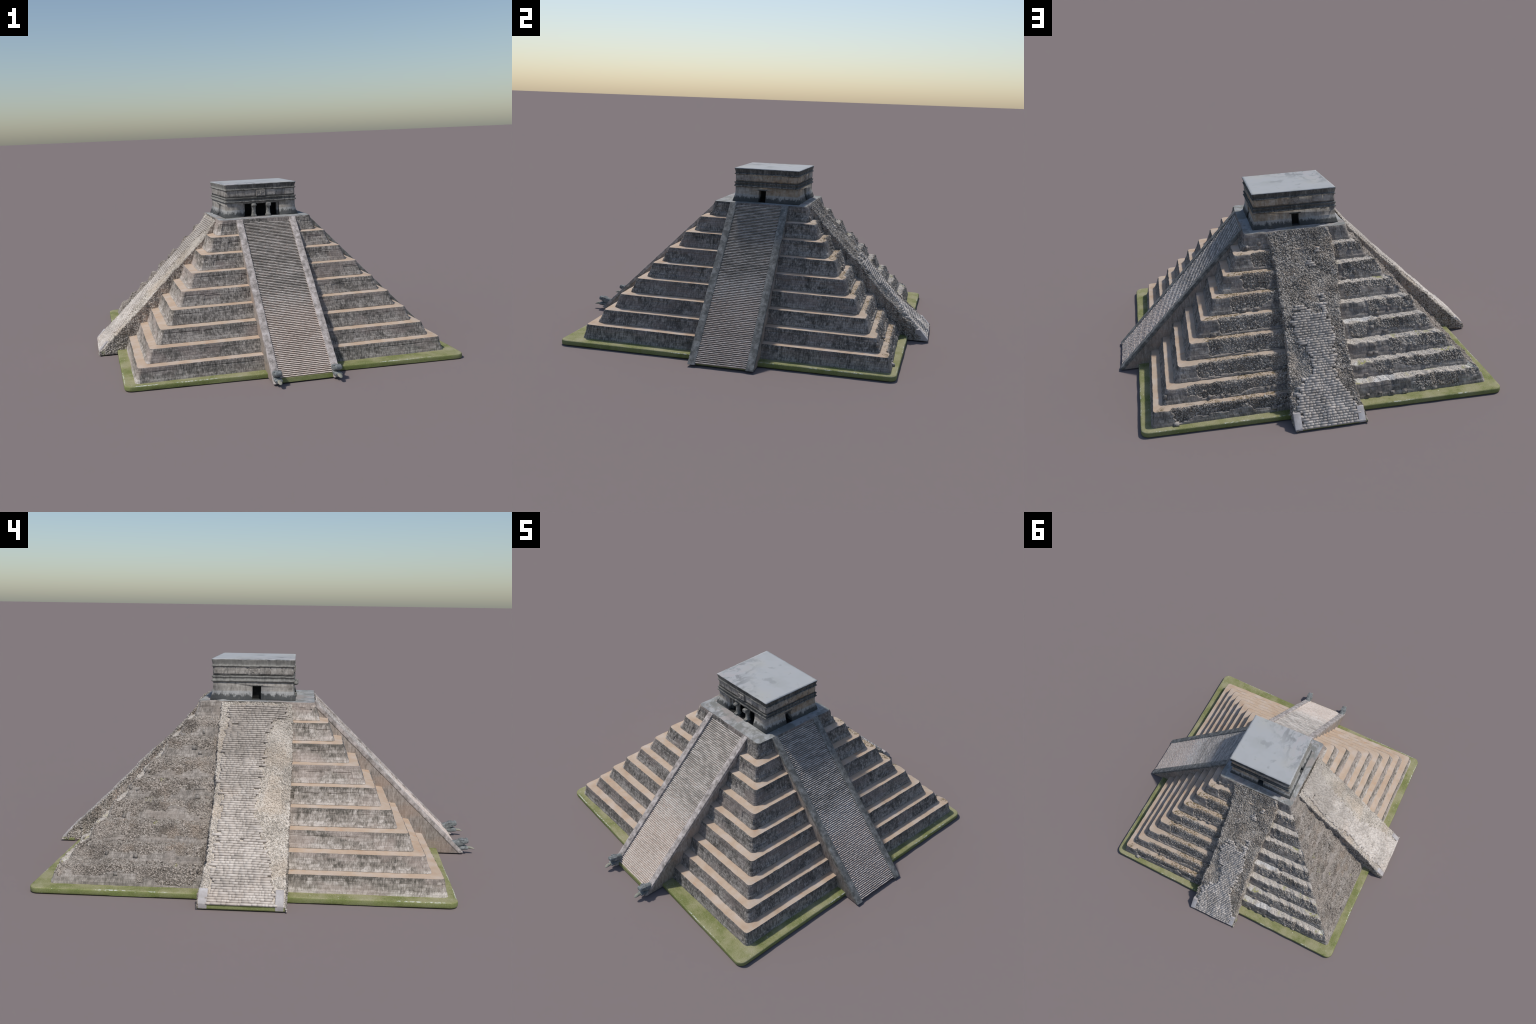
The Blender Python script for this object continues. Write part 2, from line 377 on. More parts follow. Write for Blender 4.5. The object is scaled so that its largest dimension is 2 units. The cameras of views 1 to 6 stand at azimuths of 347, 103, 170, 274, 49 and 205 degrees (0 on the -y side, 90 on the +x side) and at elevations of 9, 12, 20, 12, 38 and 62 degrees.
def roof_mat(name, shade):
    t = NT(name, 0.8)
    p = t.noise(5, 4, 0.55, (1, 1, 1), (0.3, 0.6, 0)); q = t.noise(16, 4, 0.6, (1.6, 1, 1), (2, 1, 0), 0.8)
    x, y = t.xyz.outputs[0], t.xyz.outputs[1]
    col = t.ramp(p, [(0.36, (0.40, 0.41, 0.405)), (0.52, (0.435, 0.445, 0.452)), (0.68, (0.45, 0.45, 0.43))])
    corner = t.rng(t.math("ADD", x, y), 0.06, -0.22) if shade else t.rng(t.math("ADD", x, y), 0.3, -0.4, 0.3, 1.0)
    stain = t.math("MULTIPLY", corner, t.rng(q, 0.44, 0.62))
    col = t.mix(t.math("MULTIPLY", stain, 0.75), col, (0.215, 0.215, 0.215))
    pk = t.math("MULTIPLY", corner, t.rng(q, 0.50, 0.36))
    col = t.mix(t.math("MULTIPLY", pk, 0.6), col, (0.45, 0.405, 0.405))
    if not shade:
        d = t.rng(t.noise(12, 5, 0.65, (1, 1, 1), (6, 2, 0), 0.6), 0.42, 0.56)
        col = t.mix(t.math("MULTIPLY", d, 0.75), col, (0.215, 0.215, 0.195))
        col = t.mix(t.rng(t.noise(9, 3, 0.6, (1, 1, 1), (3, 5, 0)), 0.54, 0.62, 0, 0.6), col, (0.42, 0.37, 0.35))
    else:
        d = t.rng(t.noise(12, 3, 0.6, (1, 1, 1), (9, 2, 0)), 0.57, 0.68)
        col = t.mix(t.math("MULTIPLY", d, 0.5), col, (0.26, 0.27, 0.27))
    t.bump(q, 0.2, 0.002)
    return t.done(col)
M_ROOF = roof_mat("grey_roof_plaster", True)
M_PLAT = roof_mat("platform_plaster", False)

def temple_mat(name, mould_base):
    t = NT(name, 0.9)
    x, y, z = t.xyz.outputs
    u = t.math("ADD", x, y)
    f = t.noise(1.0, 5, 0.65, (60, 60, 30)); p = t.noise(14, 4, 0.6)
    fac, bc = t.brick(u, z, 0.020, 0.0085, 0.0006)
    bs = t.n("ShaderNodeSeparateColor"); t.link(bc, bs.inputs[0])
    m = t.math("ADD", t.math("ADD", t.math("MULTIPLY", f, 0.5), t.math("MULTIPLY", p, 0.45)), t.math("MULTIPLY", bs.outputs[0], 0.06))
    grey = t.ramp(m, [(0.36, (0.17, 0.162, 0.15)), (0.5, (0.33, 0.312, 0.288)), (0.66, (0.48, 0.455, 0.42))])
    warm = t.ramp(m, [(0.36, (0.28, 0.19, 0.115)), (0.5, (0.40, 0.315, 0.225)), (0.66, (0.49, 0.425, 0.345))])
    # ochre plaster survives on the +x and +y sides
    side = t.rng(t.math("ADD", t.math("ADD", x, t.math("MULTIPLY", y, 0.8)), t.math("MULTIPLY", t.math("SUBTRACT", p, 0.5), 0.25)), 0.10, 0.30, 0.08, 0.85)
    col = t.mix(side, grey, warm)
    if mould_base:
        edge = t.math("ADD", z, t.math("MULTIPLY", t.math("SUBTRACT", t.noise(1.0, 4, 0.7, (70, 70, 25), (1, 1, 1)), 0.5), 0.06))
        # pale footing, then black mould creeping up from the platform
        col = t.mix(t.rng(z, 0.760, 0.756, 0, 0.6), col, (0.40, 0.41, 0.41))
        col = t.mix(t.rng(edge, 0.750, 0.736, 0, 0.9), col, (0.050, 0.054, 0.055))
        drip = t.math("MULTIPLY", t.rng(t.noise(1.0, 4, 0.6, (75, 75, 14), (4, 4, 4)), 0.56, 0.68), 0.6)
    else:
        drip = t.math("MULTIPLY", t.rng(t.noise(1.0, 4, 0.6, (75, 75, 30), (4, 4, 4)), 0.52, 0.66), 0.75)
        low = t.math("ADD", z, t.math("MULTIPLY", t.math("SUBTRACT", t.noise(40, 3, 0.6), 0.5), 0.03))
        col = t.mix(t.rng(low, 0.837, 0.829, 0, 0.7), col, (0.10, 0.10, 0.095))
    col = t.mix(drip, col, (0.15, 0.145, 0.135))
    col = t.mix(t.math("MULTIPLY", fac, 0.35), col, (0.14, 0.13, 0.115))
    g = t.noise(350, 2, 0.6)
    t.bump(t.math("SUBTRACT", g, t.math("MULTIPLY", fac, 0.5)), 0.35, 0.001)
    return t.done(col)
M_TWALL = temple_mat("temple_wall_plaster", True)
M_FRIEZE = temple_mat("temple_frieze_plaster", False)

def cornice_mat():
    t = NT("blackened_cornice_stone", 0.9)
    f = t.noise(1.0, 5, 0.65, (85, 85, 22)); p = t.noise(10, 4, 0.6)
    m = t.math("ADD", t.math("MULTIPLY", f, 0.6), t.math("MULTIPLY", p, 0.4))
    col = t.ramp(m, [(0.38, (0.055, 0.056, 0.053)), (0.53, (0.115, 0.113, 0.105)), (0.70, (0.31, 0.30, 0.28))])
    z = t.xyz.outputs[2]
    for z0 in (0.8040, 0.8708):  # painted highlights: pale bands where the cornice lips catch light
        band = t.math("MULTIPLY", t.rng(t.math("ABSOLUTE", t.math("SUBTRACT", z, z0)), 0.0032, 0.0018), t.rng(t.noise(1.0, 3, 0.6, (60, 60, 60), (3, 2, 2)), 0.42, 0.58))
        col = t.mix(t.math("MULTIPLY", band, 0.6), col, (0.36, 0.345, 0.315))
    # the -x side is paler
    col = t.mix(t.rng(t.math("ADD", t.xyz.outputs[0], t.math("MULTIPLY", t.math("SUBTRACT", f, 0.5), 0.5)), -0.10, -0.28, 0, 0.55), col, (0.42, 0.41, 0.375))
    t.bump(f, 0.4, 0.0015)
    return t.done(col)
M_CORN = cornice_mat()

# ----------------------------------------------------------------------------
# root
# ----------------------------------------------------------------------------
root = bpy.data.objects.new("stepped_pyramid", None)
COL.objects.link(root)
root["label"] = "weathered nine-tier Maya stone pyramid with four stairways and temple"
root["category"] = "step pyramid"

# ----------------------------------------------------------------------------
# grass slab: slightly skewed quadrilateral, rounded corners and rim
# ----------------------------------------------------------------------------
def rounded_quad(corners, r, nseg=8):
    pts = []
    n = len(corners)
    for i in range(n):
        a, b, c = (Vector(corners[i - 1]), Vector(corners[i]), Vector(corners[(i + 1) % n]))
        d0 = (a - b).normalized(); d1 = (c - b).normalized()
        half = d0.angle(d1) / 2; t = r / math.tan(half)
        cen = b + (d0 + d1).normalized() * (r / math.sin(half))
        p0, p1 = b + d0 * t - cen, b + d1 * t - cen
        a0 = math.atan2(p0.y, p0.x); a1 = math.atan2(p1.y, p1.x)
        while a1 < a0: a1 += 2 * math.pi
        for k in range(nseg + 1):
            w = a0 + (a1 - a0) * k / nseg
            pts.append((cen.x + r * math.cos(w), cen.y + r * math.sin(w)))
    return pts

slab = [(-0.852, -0.794), (0.863, -0.858), (0.854, 0.869), (-0.853, 0.914)]
outline = np.array(rounded_quad(slab, 0.038))
# subdivide long sides so the rim can wander a little
dense = []
for i in range(len(outline)):
    a, b = outline[i], outline[(i + 1) % len(outline)]
    k = max(1, int(np.linalg.norm(b - a) / 0.02))
    for j in range(k): dense.append(a + (b - a) * j / k)
outline = np.array(dense)
nrm = np.roll(outline, -1, 0) - np.roll(outline, 1, 0)
nrm = np.stack([nrm[:, 1], -nrm[:, 0]], 1); nrm /= np.linalg.norm(nrm, axis=1, keepdims=True)
wob = (fbm(outline[:, 0] * 14, outline[:, 1] * 14, 0, 2, 5) - 0.5)
rows = [(-0.006, 0.0), (-0.001, 0.0010), (0.0, 0.005), (0.0, 0.012), (0.0, 0.0180), (-0.0010, 0.0212), (-0.0032, 0.0236), (-0.0065, 0.0245), (-0.02, 0.0248), (-0.08, 0.0250), (-0.14, 0.0250)]
slab_mid = np.mean(slab, 0)
loops = []
for o, z in rows:
    p = outline + nrm * (o + 0.004 * wob[:, None] * (z > 0.001) * (o > -0.05)) if o > -0.05 else slab_mid + (outline - slab_mid) * (1 + o / 0.86)
    loops.append(np.column_stack([p, np.full(len(p), z) + (0.0012 * (fbm(p[:, 0] * 40, p[:, 1] * 40, 0, 2, 8) - 0.5) if z > 0.02 else 0)]))
V = np.concatenate(loops); n = len(outline)
F = grid_faces(len(rows), n, wrap=True)
me = mesh_from("grass_base", V, F, angle=60)
bm = bmesh.new(); bm.from_mesh(me); bm.verts.ensure_lookup_table()
bm.faces.new([bm.verts[i] for i in reversed(range(n))])
bm.to_mesh(me); bm.free()
grass = new_obj("grass_base", me, root, [M_GRASS])

# ----------------------------------------------------------------------------
# nine terraces
# ----------------------------------------------------------------------------
ZF = [0.022, 0.100, 0.171, 0.246, 0.322, 0.400, 0.477, 0.560, 0.640]
ZL = [0.095, 0.164, 0.239, 0.317, 0.394, 0.473, 0.553, 0.634, 0.7165]
HF = [0.801, 0.741, 0.677, 0.6125, 0.548, 0.484, 0.415, 0.348, 0.283]
HL = [0.785, 0.718, 0.654, 0.588, 0.523, 0.457, 0.389, 0.3235, 0.260]
RC, NARC = 0.020, 6

def perimeter(ns):
    """columns around the tier: side id (0 S,1 E,2 N,3 W), coordinate -1..1 along the side,
    outward normal; corners are short arcs"""
    side, a, nx, ny, kx, ky = [], [], [], [], [], []
    for s in range(4):
        ang = -math.pi / 2 + s * math.pi / 2
        n0 = np.array([math.cos(ang), math.sin(ang)]); t0 = np.array([-n0[1], n0[0]])
        for k in range(ns):
            c = -1 + 2 * k / (ns - 1)
            side.append(s); a.append(c); nx.append(n0[0]); ny.append(n0[1]); kx.append(n0[0] + c * t0[0]); ky.append(n0[1] + c * t0[1])
        for k in range(1, NARC):
            w = ang + (math.pi / 2) * k / NARC
            side.append(s if k < NARC / 2 else (s + 1) % 4); a.append(1.0 if k < NARC / 2 else -1.0)
            nx.append(math.cos(w)); ny.append(math.sin(w)); kx.append(n0[0] + t0[0]); ky.append(n0[1] + t0[1])
    return (np.array(side), np.array(a), np.array([nx, ny]).T, np.array([kx, ky]).T)

rub_dark, rub_pale, rub_ledge, facing_blocks = [], [], [], []
NR = 27
terraces = []
LIPS = []
for i in range(9):
    ns = int(2 * HF[i] / 0.0036)
    side, a, nrm2, key = perimeter(ns)
    nc = len(side)
    t = np.linspace(0, 1, NR)[:, None]
    hm = 0.5 * (HF[i] + HL[i])
    base2 = key[None] * (HF[i] + (HL[i] - HF[i]) * t - RC)[..., None] + nrm2[None] * RC       # nr,nc,2
    Z = np.repeat(ZF[i] + (ZL[i] - ZF[i]) * t, nc, 1)
    u = (key[:, 0] - key[:, 1]) * 0 + np.where(side % 2 == 0, base2[0, :, 0], base2[0, :, 1])   # metres along the side
    U = np.repeat(u[None], NR, 0); T = np.repeat(t, nc, 1); Hh = T * (ZL[i] - ZF[i])
    sd = np.repeat(side[None], NR, 0)
    # --- intact masonry relief ---
    course = 0.0125 + 0.001 * i / 9
    row = np.floor(Hh / course)
    ph = cell(row, sd * 7 + i * 31, 3) * 0.05
    bw = 0.024 + 0.012 * cell(row, sd + i * 13, 4)
    fu = (U + ph) / bw
    blk = (cell(np.floor(fu), row + sd * 100 + i * 1000, 5) - 0.5) * 0.0016
    d = blk + (fbm(U * 60, Hh * 60, sd * 9.0 + i * 3, 3, 11) - 0.5) * 0.0022 + (fbm(U * 7, Hh * 7, sd * 5.0 + i, 2, 12) - 0.5) * 0.004
    # cornice band with a groove under it
    gt = 0.70 + 0.01 * np.sin(U * 9 + i)
    d += 0.0010 * sstep(gt, gt + 0.02, T) - 0.0022 * np.exp(-((T - gt) / 0.030) ** 2) * sstep(0.25, 0.75, noise(U * 16, i * 3.0, sd, 21))
    # sunken panels between groove and footing
    pw = 0.118
    pu = (U / pw + 0.17 * i) % 1.0
    panel = sstep(0.14, 0.16, pu) * (1 - sstep(0.83, 0.85, pu)) * sstep(0.24, 0.27, T) * (1 - sstep(0.63, 0.66, T))
    d -= panel * 0.0026 * (cell(np.floor(U / pw + 0.17 * i), sd + 10 * i, 22) > 0.35) * (0.5 + 0.9 * (i > 3))
    d += 0.0012 * (1 - sstep(0.20, 0.215, T))
    # --- ruin ---
    isN = sd == 2; isW = sd == 3
    # side N runs +x -> -x, side W runs +y -> -y
    X2 = base2[..., 0]; Y2 = base2[..., 1]
    wNW_N = isN * sstep(-0.10, -0.13, X2)
    wNW_W = isW * sstep(0.15, 0.18, Y2)
    wNE = isN * sstep(0.10, 0.13, X2)
    # height up to which the dressed facing still stands, stepwise along the wall
    colid = np.floor(U / 0.030 + 0.3 * i)
    stand = cell(colid, i + 50 * sd, 31)
    stand2 = noise(U / 0.13 + 9 * i, i * 1.7, sd, 33)
    q = (np.abs(X2) - 0.14) / (HL[i] - 0.14)
    low = 0.05 + 0.20 * stand * (0.3 + stand2)
    # +y face, -x half: dressed wall stands full height beside the stair, then breaks down to a footing
    qb = [0.50, 0.22, 0.42, 0.10, 0.40, 0.16, 0.22, 0.10, 2.0][i] + 0.10 * (stand2 - 0.5)
    ragged = 1.15 - sstep(0, 1, (q - qb) / (0.12 + 0.5 * noise(i * 3.3, 1.0, 0, 36))) * (0.92 - 0.30 * stand2 - 0.12 * stand)
    f_nw = np.where(q < qb, 1.2, np.maximum(ragged * (ragged < 0.85), low + 0.12))
    f_ne = low + 0.30 * sstep(0.60, 0.70, stand2) + 0.25 * (i < 2) * sstep(0.45, 0.3, q)
    f_w = 0.10 + 0.40 * stand * sstep(0.15, 0.5, noise(U / 0.07, i * 4.4, 3, 37)) + 0.38 * sstep(0.42, 0.55, stand2)
    face_h = np.where(isW, f_w, np.where(X2 < 0, f_nw, f_ne))
    dist_corner = HL[i] - np.abs(U - np.where(sd % 2 == 0, 0, CY))
    strip = 0.055 + 0.03 * (1 - T) + 0.02 * noise(Hh * 80, i * 2.0, 0, 35)
    keep_corner = wNE * (dist_corner < strip)
    if i == 8: face_h = np.maximum(face_h, 1.1)
    facing = np.maximum((T < face_h) * 1.0, keep_corner)
    wr = np.clip(wNW_N + wNW_W + wNE, 0, 1)
    rub = wr * (1 - facing)
    cob = fbm(U * 170, Hh * 170, sd * 4.0 + i, 2, 41) - 0.5
    d += rub * (-0.0050 - 0.0035 * wNE + 0.0045 * wNW_N + 0.004 * cob - d * 0.8)
    # eroded batter: the tops of the ruined tiers lean back
    lean = (wNW_N * 0.009 + wNW_W * (0.012 if i < 4 else 0.007)) * (0 if i == 8 else 1)
    lean = lean * (0.65 + 0.7 * noise(U * 14, i * 5.0, sd, 43))
    lean = lean * np.where(facing > 0.5, 0.55, 1.0)
    d -= lean * sstep(0.22, 1.0, T)
    d -= wNE * (T > 0.97) * 0.004 * noise(U * 60, i, 0, 44) * (dist_corner > 0.06)
    crumble = (wNW_N + wNW_W) * (i < 8)
    d += crumble * sstep(0.45, 0.95, T) * ((fbm(U * 34, i * 9.0, sd, 3, 48) - 0.5) * 0.020)
    # roll the lip
    d -= 0.0022 * sstep(0.93, 1.0, T)
    XY = base2 + nrm2[None] * d[..., None]
    skew = lambda q: 0.006 * np.clip(q[..., 0] / HF[i], 0, 1) * q[..., 1] / HF[i]      # the +x side is slightly out of square
    XY[..., 0] += skew(XY)
    XY[..., 1] += CY
    P = np.concatenate([XY, Z[..., None]], -1)
    P[..., 2] += ((wr + crumble) * (fbm(U * 30, i * 7.0, 2, 2, 45) - 0.5) * 0.007) * sstep(0.5, 1, T)
    midx = np.zeros((NR - 1, nc), int)
    rr = (rub[:-1] > 0.5)
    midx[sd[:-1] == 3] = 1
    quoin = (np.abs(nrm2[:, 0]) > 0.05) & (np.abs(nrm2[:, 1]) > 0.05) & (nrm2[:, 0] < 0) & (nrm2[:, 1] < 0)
    midx[:, quoin] = 1  # paler wall material on this corner paints the sun striking it
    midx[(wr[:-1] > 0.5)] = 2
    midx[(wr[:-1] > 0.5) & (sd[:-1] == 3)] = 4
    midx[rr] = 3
    me = mesh_from("terrace", P.reshape(-1, 3), grid_faces(NR, nc, wrap=True), midx.ravel(), angle=40)
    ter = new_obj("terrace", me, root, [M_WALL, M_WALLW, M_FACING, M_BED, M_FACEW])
    # --- ledge / platform top ---
    lip = P[-1]
    nl = 7
    if i < 8:
        hin = HF[i + 1] - 0.012
        inner2 = key * (hin - RC) + nrm2 * RC
        inner2[:, 0] += 0.006 * np.clip(inner2[:, 0] / HF[i + 1], 0, 1) * inner2[:, 1] / HF[i + 1]
        inner = np.column_stack([inner2[:, 0], inner2[:, 1] + CY, np.full(nc, ZF[i + 1] + 0.000) + 0.006 * wNW_N[0] + 0.012 * wNW_W[0] * (0.3 + 1.4 * noise(u * 18, i * 3.0, 0, 51))])
    else:
        inner2 = key * (0.10 - RC) + nrm2 * RC
        inner = np.column_stack([inner2[:, 0], inner2[:, 1] + CY, np.full(nc, 0.7185)])
    k = np.linspace(0, 1, nl)[:, None, None]
    L = lip[None] * (1 - k) + inner[None] * k
    wl = wr[0][None]
    amp = 0.0007 + 0.003 * np.clip(wNW_N[0] + wNW_W[0], 0, 1)[None]
    bumps = (fbm(L[..., 0] * 90, L[..., 1] * 90, i, 2, 47) - 0.5) * amp * 2
    bumps[0] = 0
    L[..., 2] += bumps
    lm = np.zeros((nl - 1, nc), int)
    lm[:, wNE[0] > 0.5] = 1
    lm[:, wNW_N[0] > 0.5] = 2
    lm[:, wNW_W[0] > 0.5] = 3
    if i < 8:
        me = mesh_from("ledge", L.reshape(-1, 3), grid_faces(nl, nc, wrap=True), lm.ravel(), angle=50)
        new_obj("ledge", me, ter, [M_SAND, M_SANDD, M_DEBRIS, M_DEBRISW])
    else:
        me = mesh_from("platform", L.reshape(-1, 3), grid_faces(nl, nc, wrap=True), None, angle=50)
        bm = bmesh.new(); bm.from_mesh(me); bm.verts.ensure_lookup_table()
        bm.faces.new([bm.verts[(nl - 1) * nc + q] for q in range(nc)])
        bm.to_mesh(me); bm.free()
        new_obj("platform", me, ter, [M_PLAT])
    # --- loose stones on the ruined surfaces ---
    Nn = grid_normals(P)
    flip = np.sign((Nn[..., :2] * nrm2[None]).sum(-1, keepdims=True)); Nn *= flip
    rr_, cc_ = np.nonzero(rub > 0.5)
    if len(rr_):
        cellarea = 0.0036 * np.hypot(ZL[i] - ZF[i], HF[i] - HL[i]) / (NR - 1)
        want = int(len(rr_) * cellarea / (0.0036 ** 2))
        pick = rng.integers(0, len(rr_), want)
        pos, nn = sample_grid(P, Nn, np.clip(rr_[pick] + rng.uniform(0, 1, want), 0, NR - 1.01), np.clip(cc_[pick] + rng.uniform(0, 1, want), 0, nc - 1.01))
        west = nn[:, 0] < -0.5
        rub_dark.append((pos[~west], nn[~west])); rub_pale.append((pos[west], nn[west]))
    if i < 8:
        cols = np.nonzero(np.clip(wNW_N[0] + wNW_W[0], 0, 1) > 0.5)[0]
        NL = np.zeros_like(L); NL[..., 2] = 1
        want = int(len(cols) * 0.0036 * 0.035 / (0.0055 ** 2))
        pick = cols[rng.integers(0, len(cols), want)]
        thin = (wNW_W[0][np.clip(pick, 0, nc - 1)] > 0.5) | (rng.uniform(size=want) < 0.4)
        pick = pick[thin]; want = len(pick)
        pos, nn = sample_grid(L, NL, rng.uniform(0, nl - 1.6, want), np.clip(pick + rng.uniform(0, 1, want), 0, nc - 1.01))
        wl_ = wNW_W[0][np.clip(pick, 0, nc - 1)] > 0.5
        rub_ledge.append((pos[~wl_], nn[~wl_])); rub_pale.append((pos[wl_], nn[wl_]))
        # stones along the broken edge of the dirty ledges
        cols = np.nonzero(wNE[0] > 0.5)[0]
        cols = cols[(dist_corner[0][cols] > 0.07)]
        want = len(cols) // 12
        if want:
            pick = rng.choice(cols, want)
            pos, nn = sample_grid(L, NL, rng.uniform(0, 1.2, want) ** 2, np.clip(pick + rng.uniform(0, 1, want), 0, nc - 1.01))
            rub_dark.append((pos, nn))
    # --- dressed blocks left standing proud of the rubble ---
    edge = np.nonzero((wr[0] > 0.5) & (cell(colid[0], i * 5 + 3 * side, 61) > 0.86))[0]
    seen = set()
    for c in edge:
        key_ = (int(side[c]), int(colid[0][c]))
        if key_ in seen: continue
        seen.add(key_)
        r0 = int(np.clip((face_h[0][c] if face_h[0][c] < 0.8 else 0.3) * NR * rng.uniform(0.6, 1.15), 2, NR - 8))
        facing_blocks.append((P[r0, c] + 0.001 * Nn[r0, c], Nn[r0, c], rng.uniform([0.010, 0.008, 0.010], [0.026, 0.012, 0.022])))

def stuff(name, lst, lo, hi, seed, mat):
    P = np.concatenate([a for a, b in lst]); N = np.concatenate([b for a, b in lst])
    r = np.random.default_rng(seed)
    s = r.uniform(lo, hi, len(P)) * np.where(r.uniform(size=len(P)) > 0.96, 1.6, 1.0)
    ob = new_obj(name, stones_mesh(name, P, N, s, seed), root, [mat])
    ob["kind"] = "stuff"
    return len(P)

n1 = stuff("rubble", rub_dark, 0.0032, 0.0064, 3, M_RUB)
n2 = stuff("slope_rubble", rub_pale, 0.0032, 0.0064, 4, M_RUBW)
n3 = stuff("ledge_rubble", rub_ledge, 0.0020, 0.0044, 6, M_RUBB)
if facing_blocks:
    C = np.array([b[0] for b in facing_blocks]); Nn = np.array([b[1] for b in facing_blocks]); S = np.array([b[2] for b in facing_blocks])
    Zu = np.tile([0, 0, 1.0], (len(C), 1)); X = np.cross(Zu, Nn); X /= np.linalg.norm(X, axis=1, keepdims=True)
    Zu = np.cross(Nn, X)
    ob = new_obj("facing_blocks", boxes_mesh("facing_blocks", C, S, X, Nn, Zu, 0.08, 9), root, [M_FACING])
    ob["kind"] = "stuff"

# ----------------------------------------------------------------------------
# stairways.  local frame: u across, d outward from the axis, z up
# ----------------------------------------------------------------------------
FR = {"S": lambda u, d: (u, -d), "E": lambda u, d: (d, u), "N": lambda u, d: (u, d), "W": lambda u, d: (-d, u)}
def to_world(fr, u, d, z):
    x, y = FR[fr](np.asarray(u, float), np.asarray(d, float))
    x, y, z = np.broadcast_arrays(x, y, np.asarray(z, float))
    return np.stack([x, y, z], -1)

def outward_faces(me):
    bm = bmesh.new(); bm.from_mesh(me); bmesh.ops.recalc_face_normals(bm, faces=bm.faces[:]); bm.to_mesh(me); bm.free()

def bevel_mesh(me, w, seg=2, angle=0.5):
    bm = bmesh.new(); bm.from_mesh(me)
    bmesh.ops.recalc_face_normals(bm, faces=bm.faces[:])
    ed = [e for e in bm.edges if len(e.link_faces) == 2 and e.calc_face_angle(0) > angle]
    bmesh.ops.bevel(bm, geom=ed, offset=w, segments=seg, affect="EDGES", profile=0.6)
    bm.to_mesh(me); bm.free()
    me.polygons.foreach_set("use_smooth", np.ones(len(me.polygons), bool)); me.set_sharp_from_angle(angle=math.radians(35))

def prism(name, fr, prof, u0, u1, bevel=0.0015):
    """extrude a (d,z) outline from u0 to u1"""
    n = len(prof); d = np.array([p[0] for p in prof]); z = np.array([p[1] for p in prof])
    V = np.concatenate([to_world(fr, u0, d, z), to_world(fr, u1, d, z)])
    me = bpy.data.meshes.new(name)
    faces = [list(range(n))[::-1], [n + k for k in range(n)]] + [[k, (k + 1) % n, n + (k + 1) % n, n + k] for k in range(n)]
    me.from_pydata([tuple(v) for v in V], [], faces); me.update()
    outward_faces(me)
    if bevel: bevel_mesh(me, bevel)
    return me

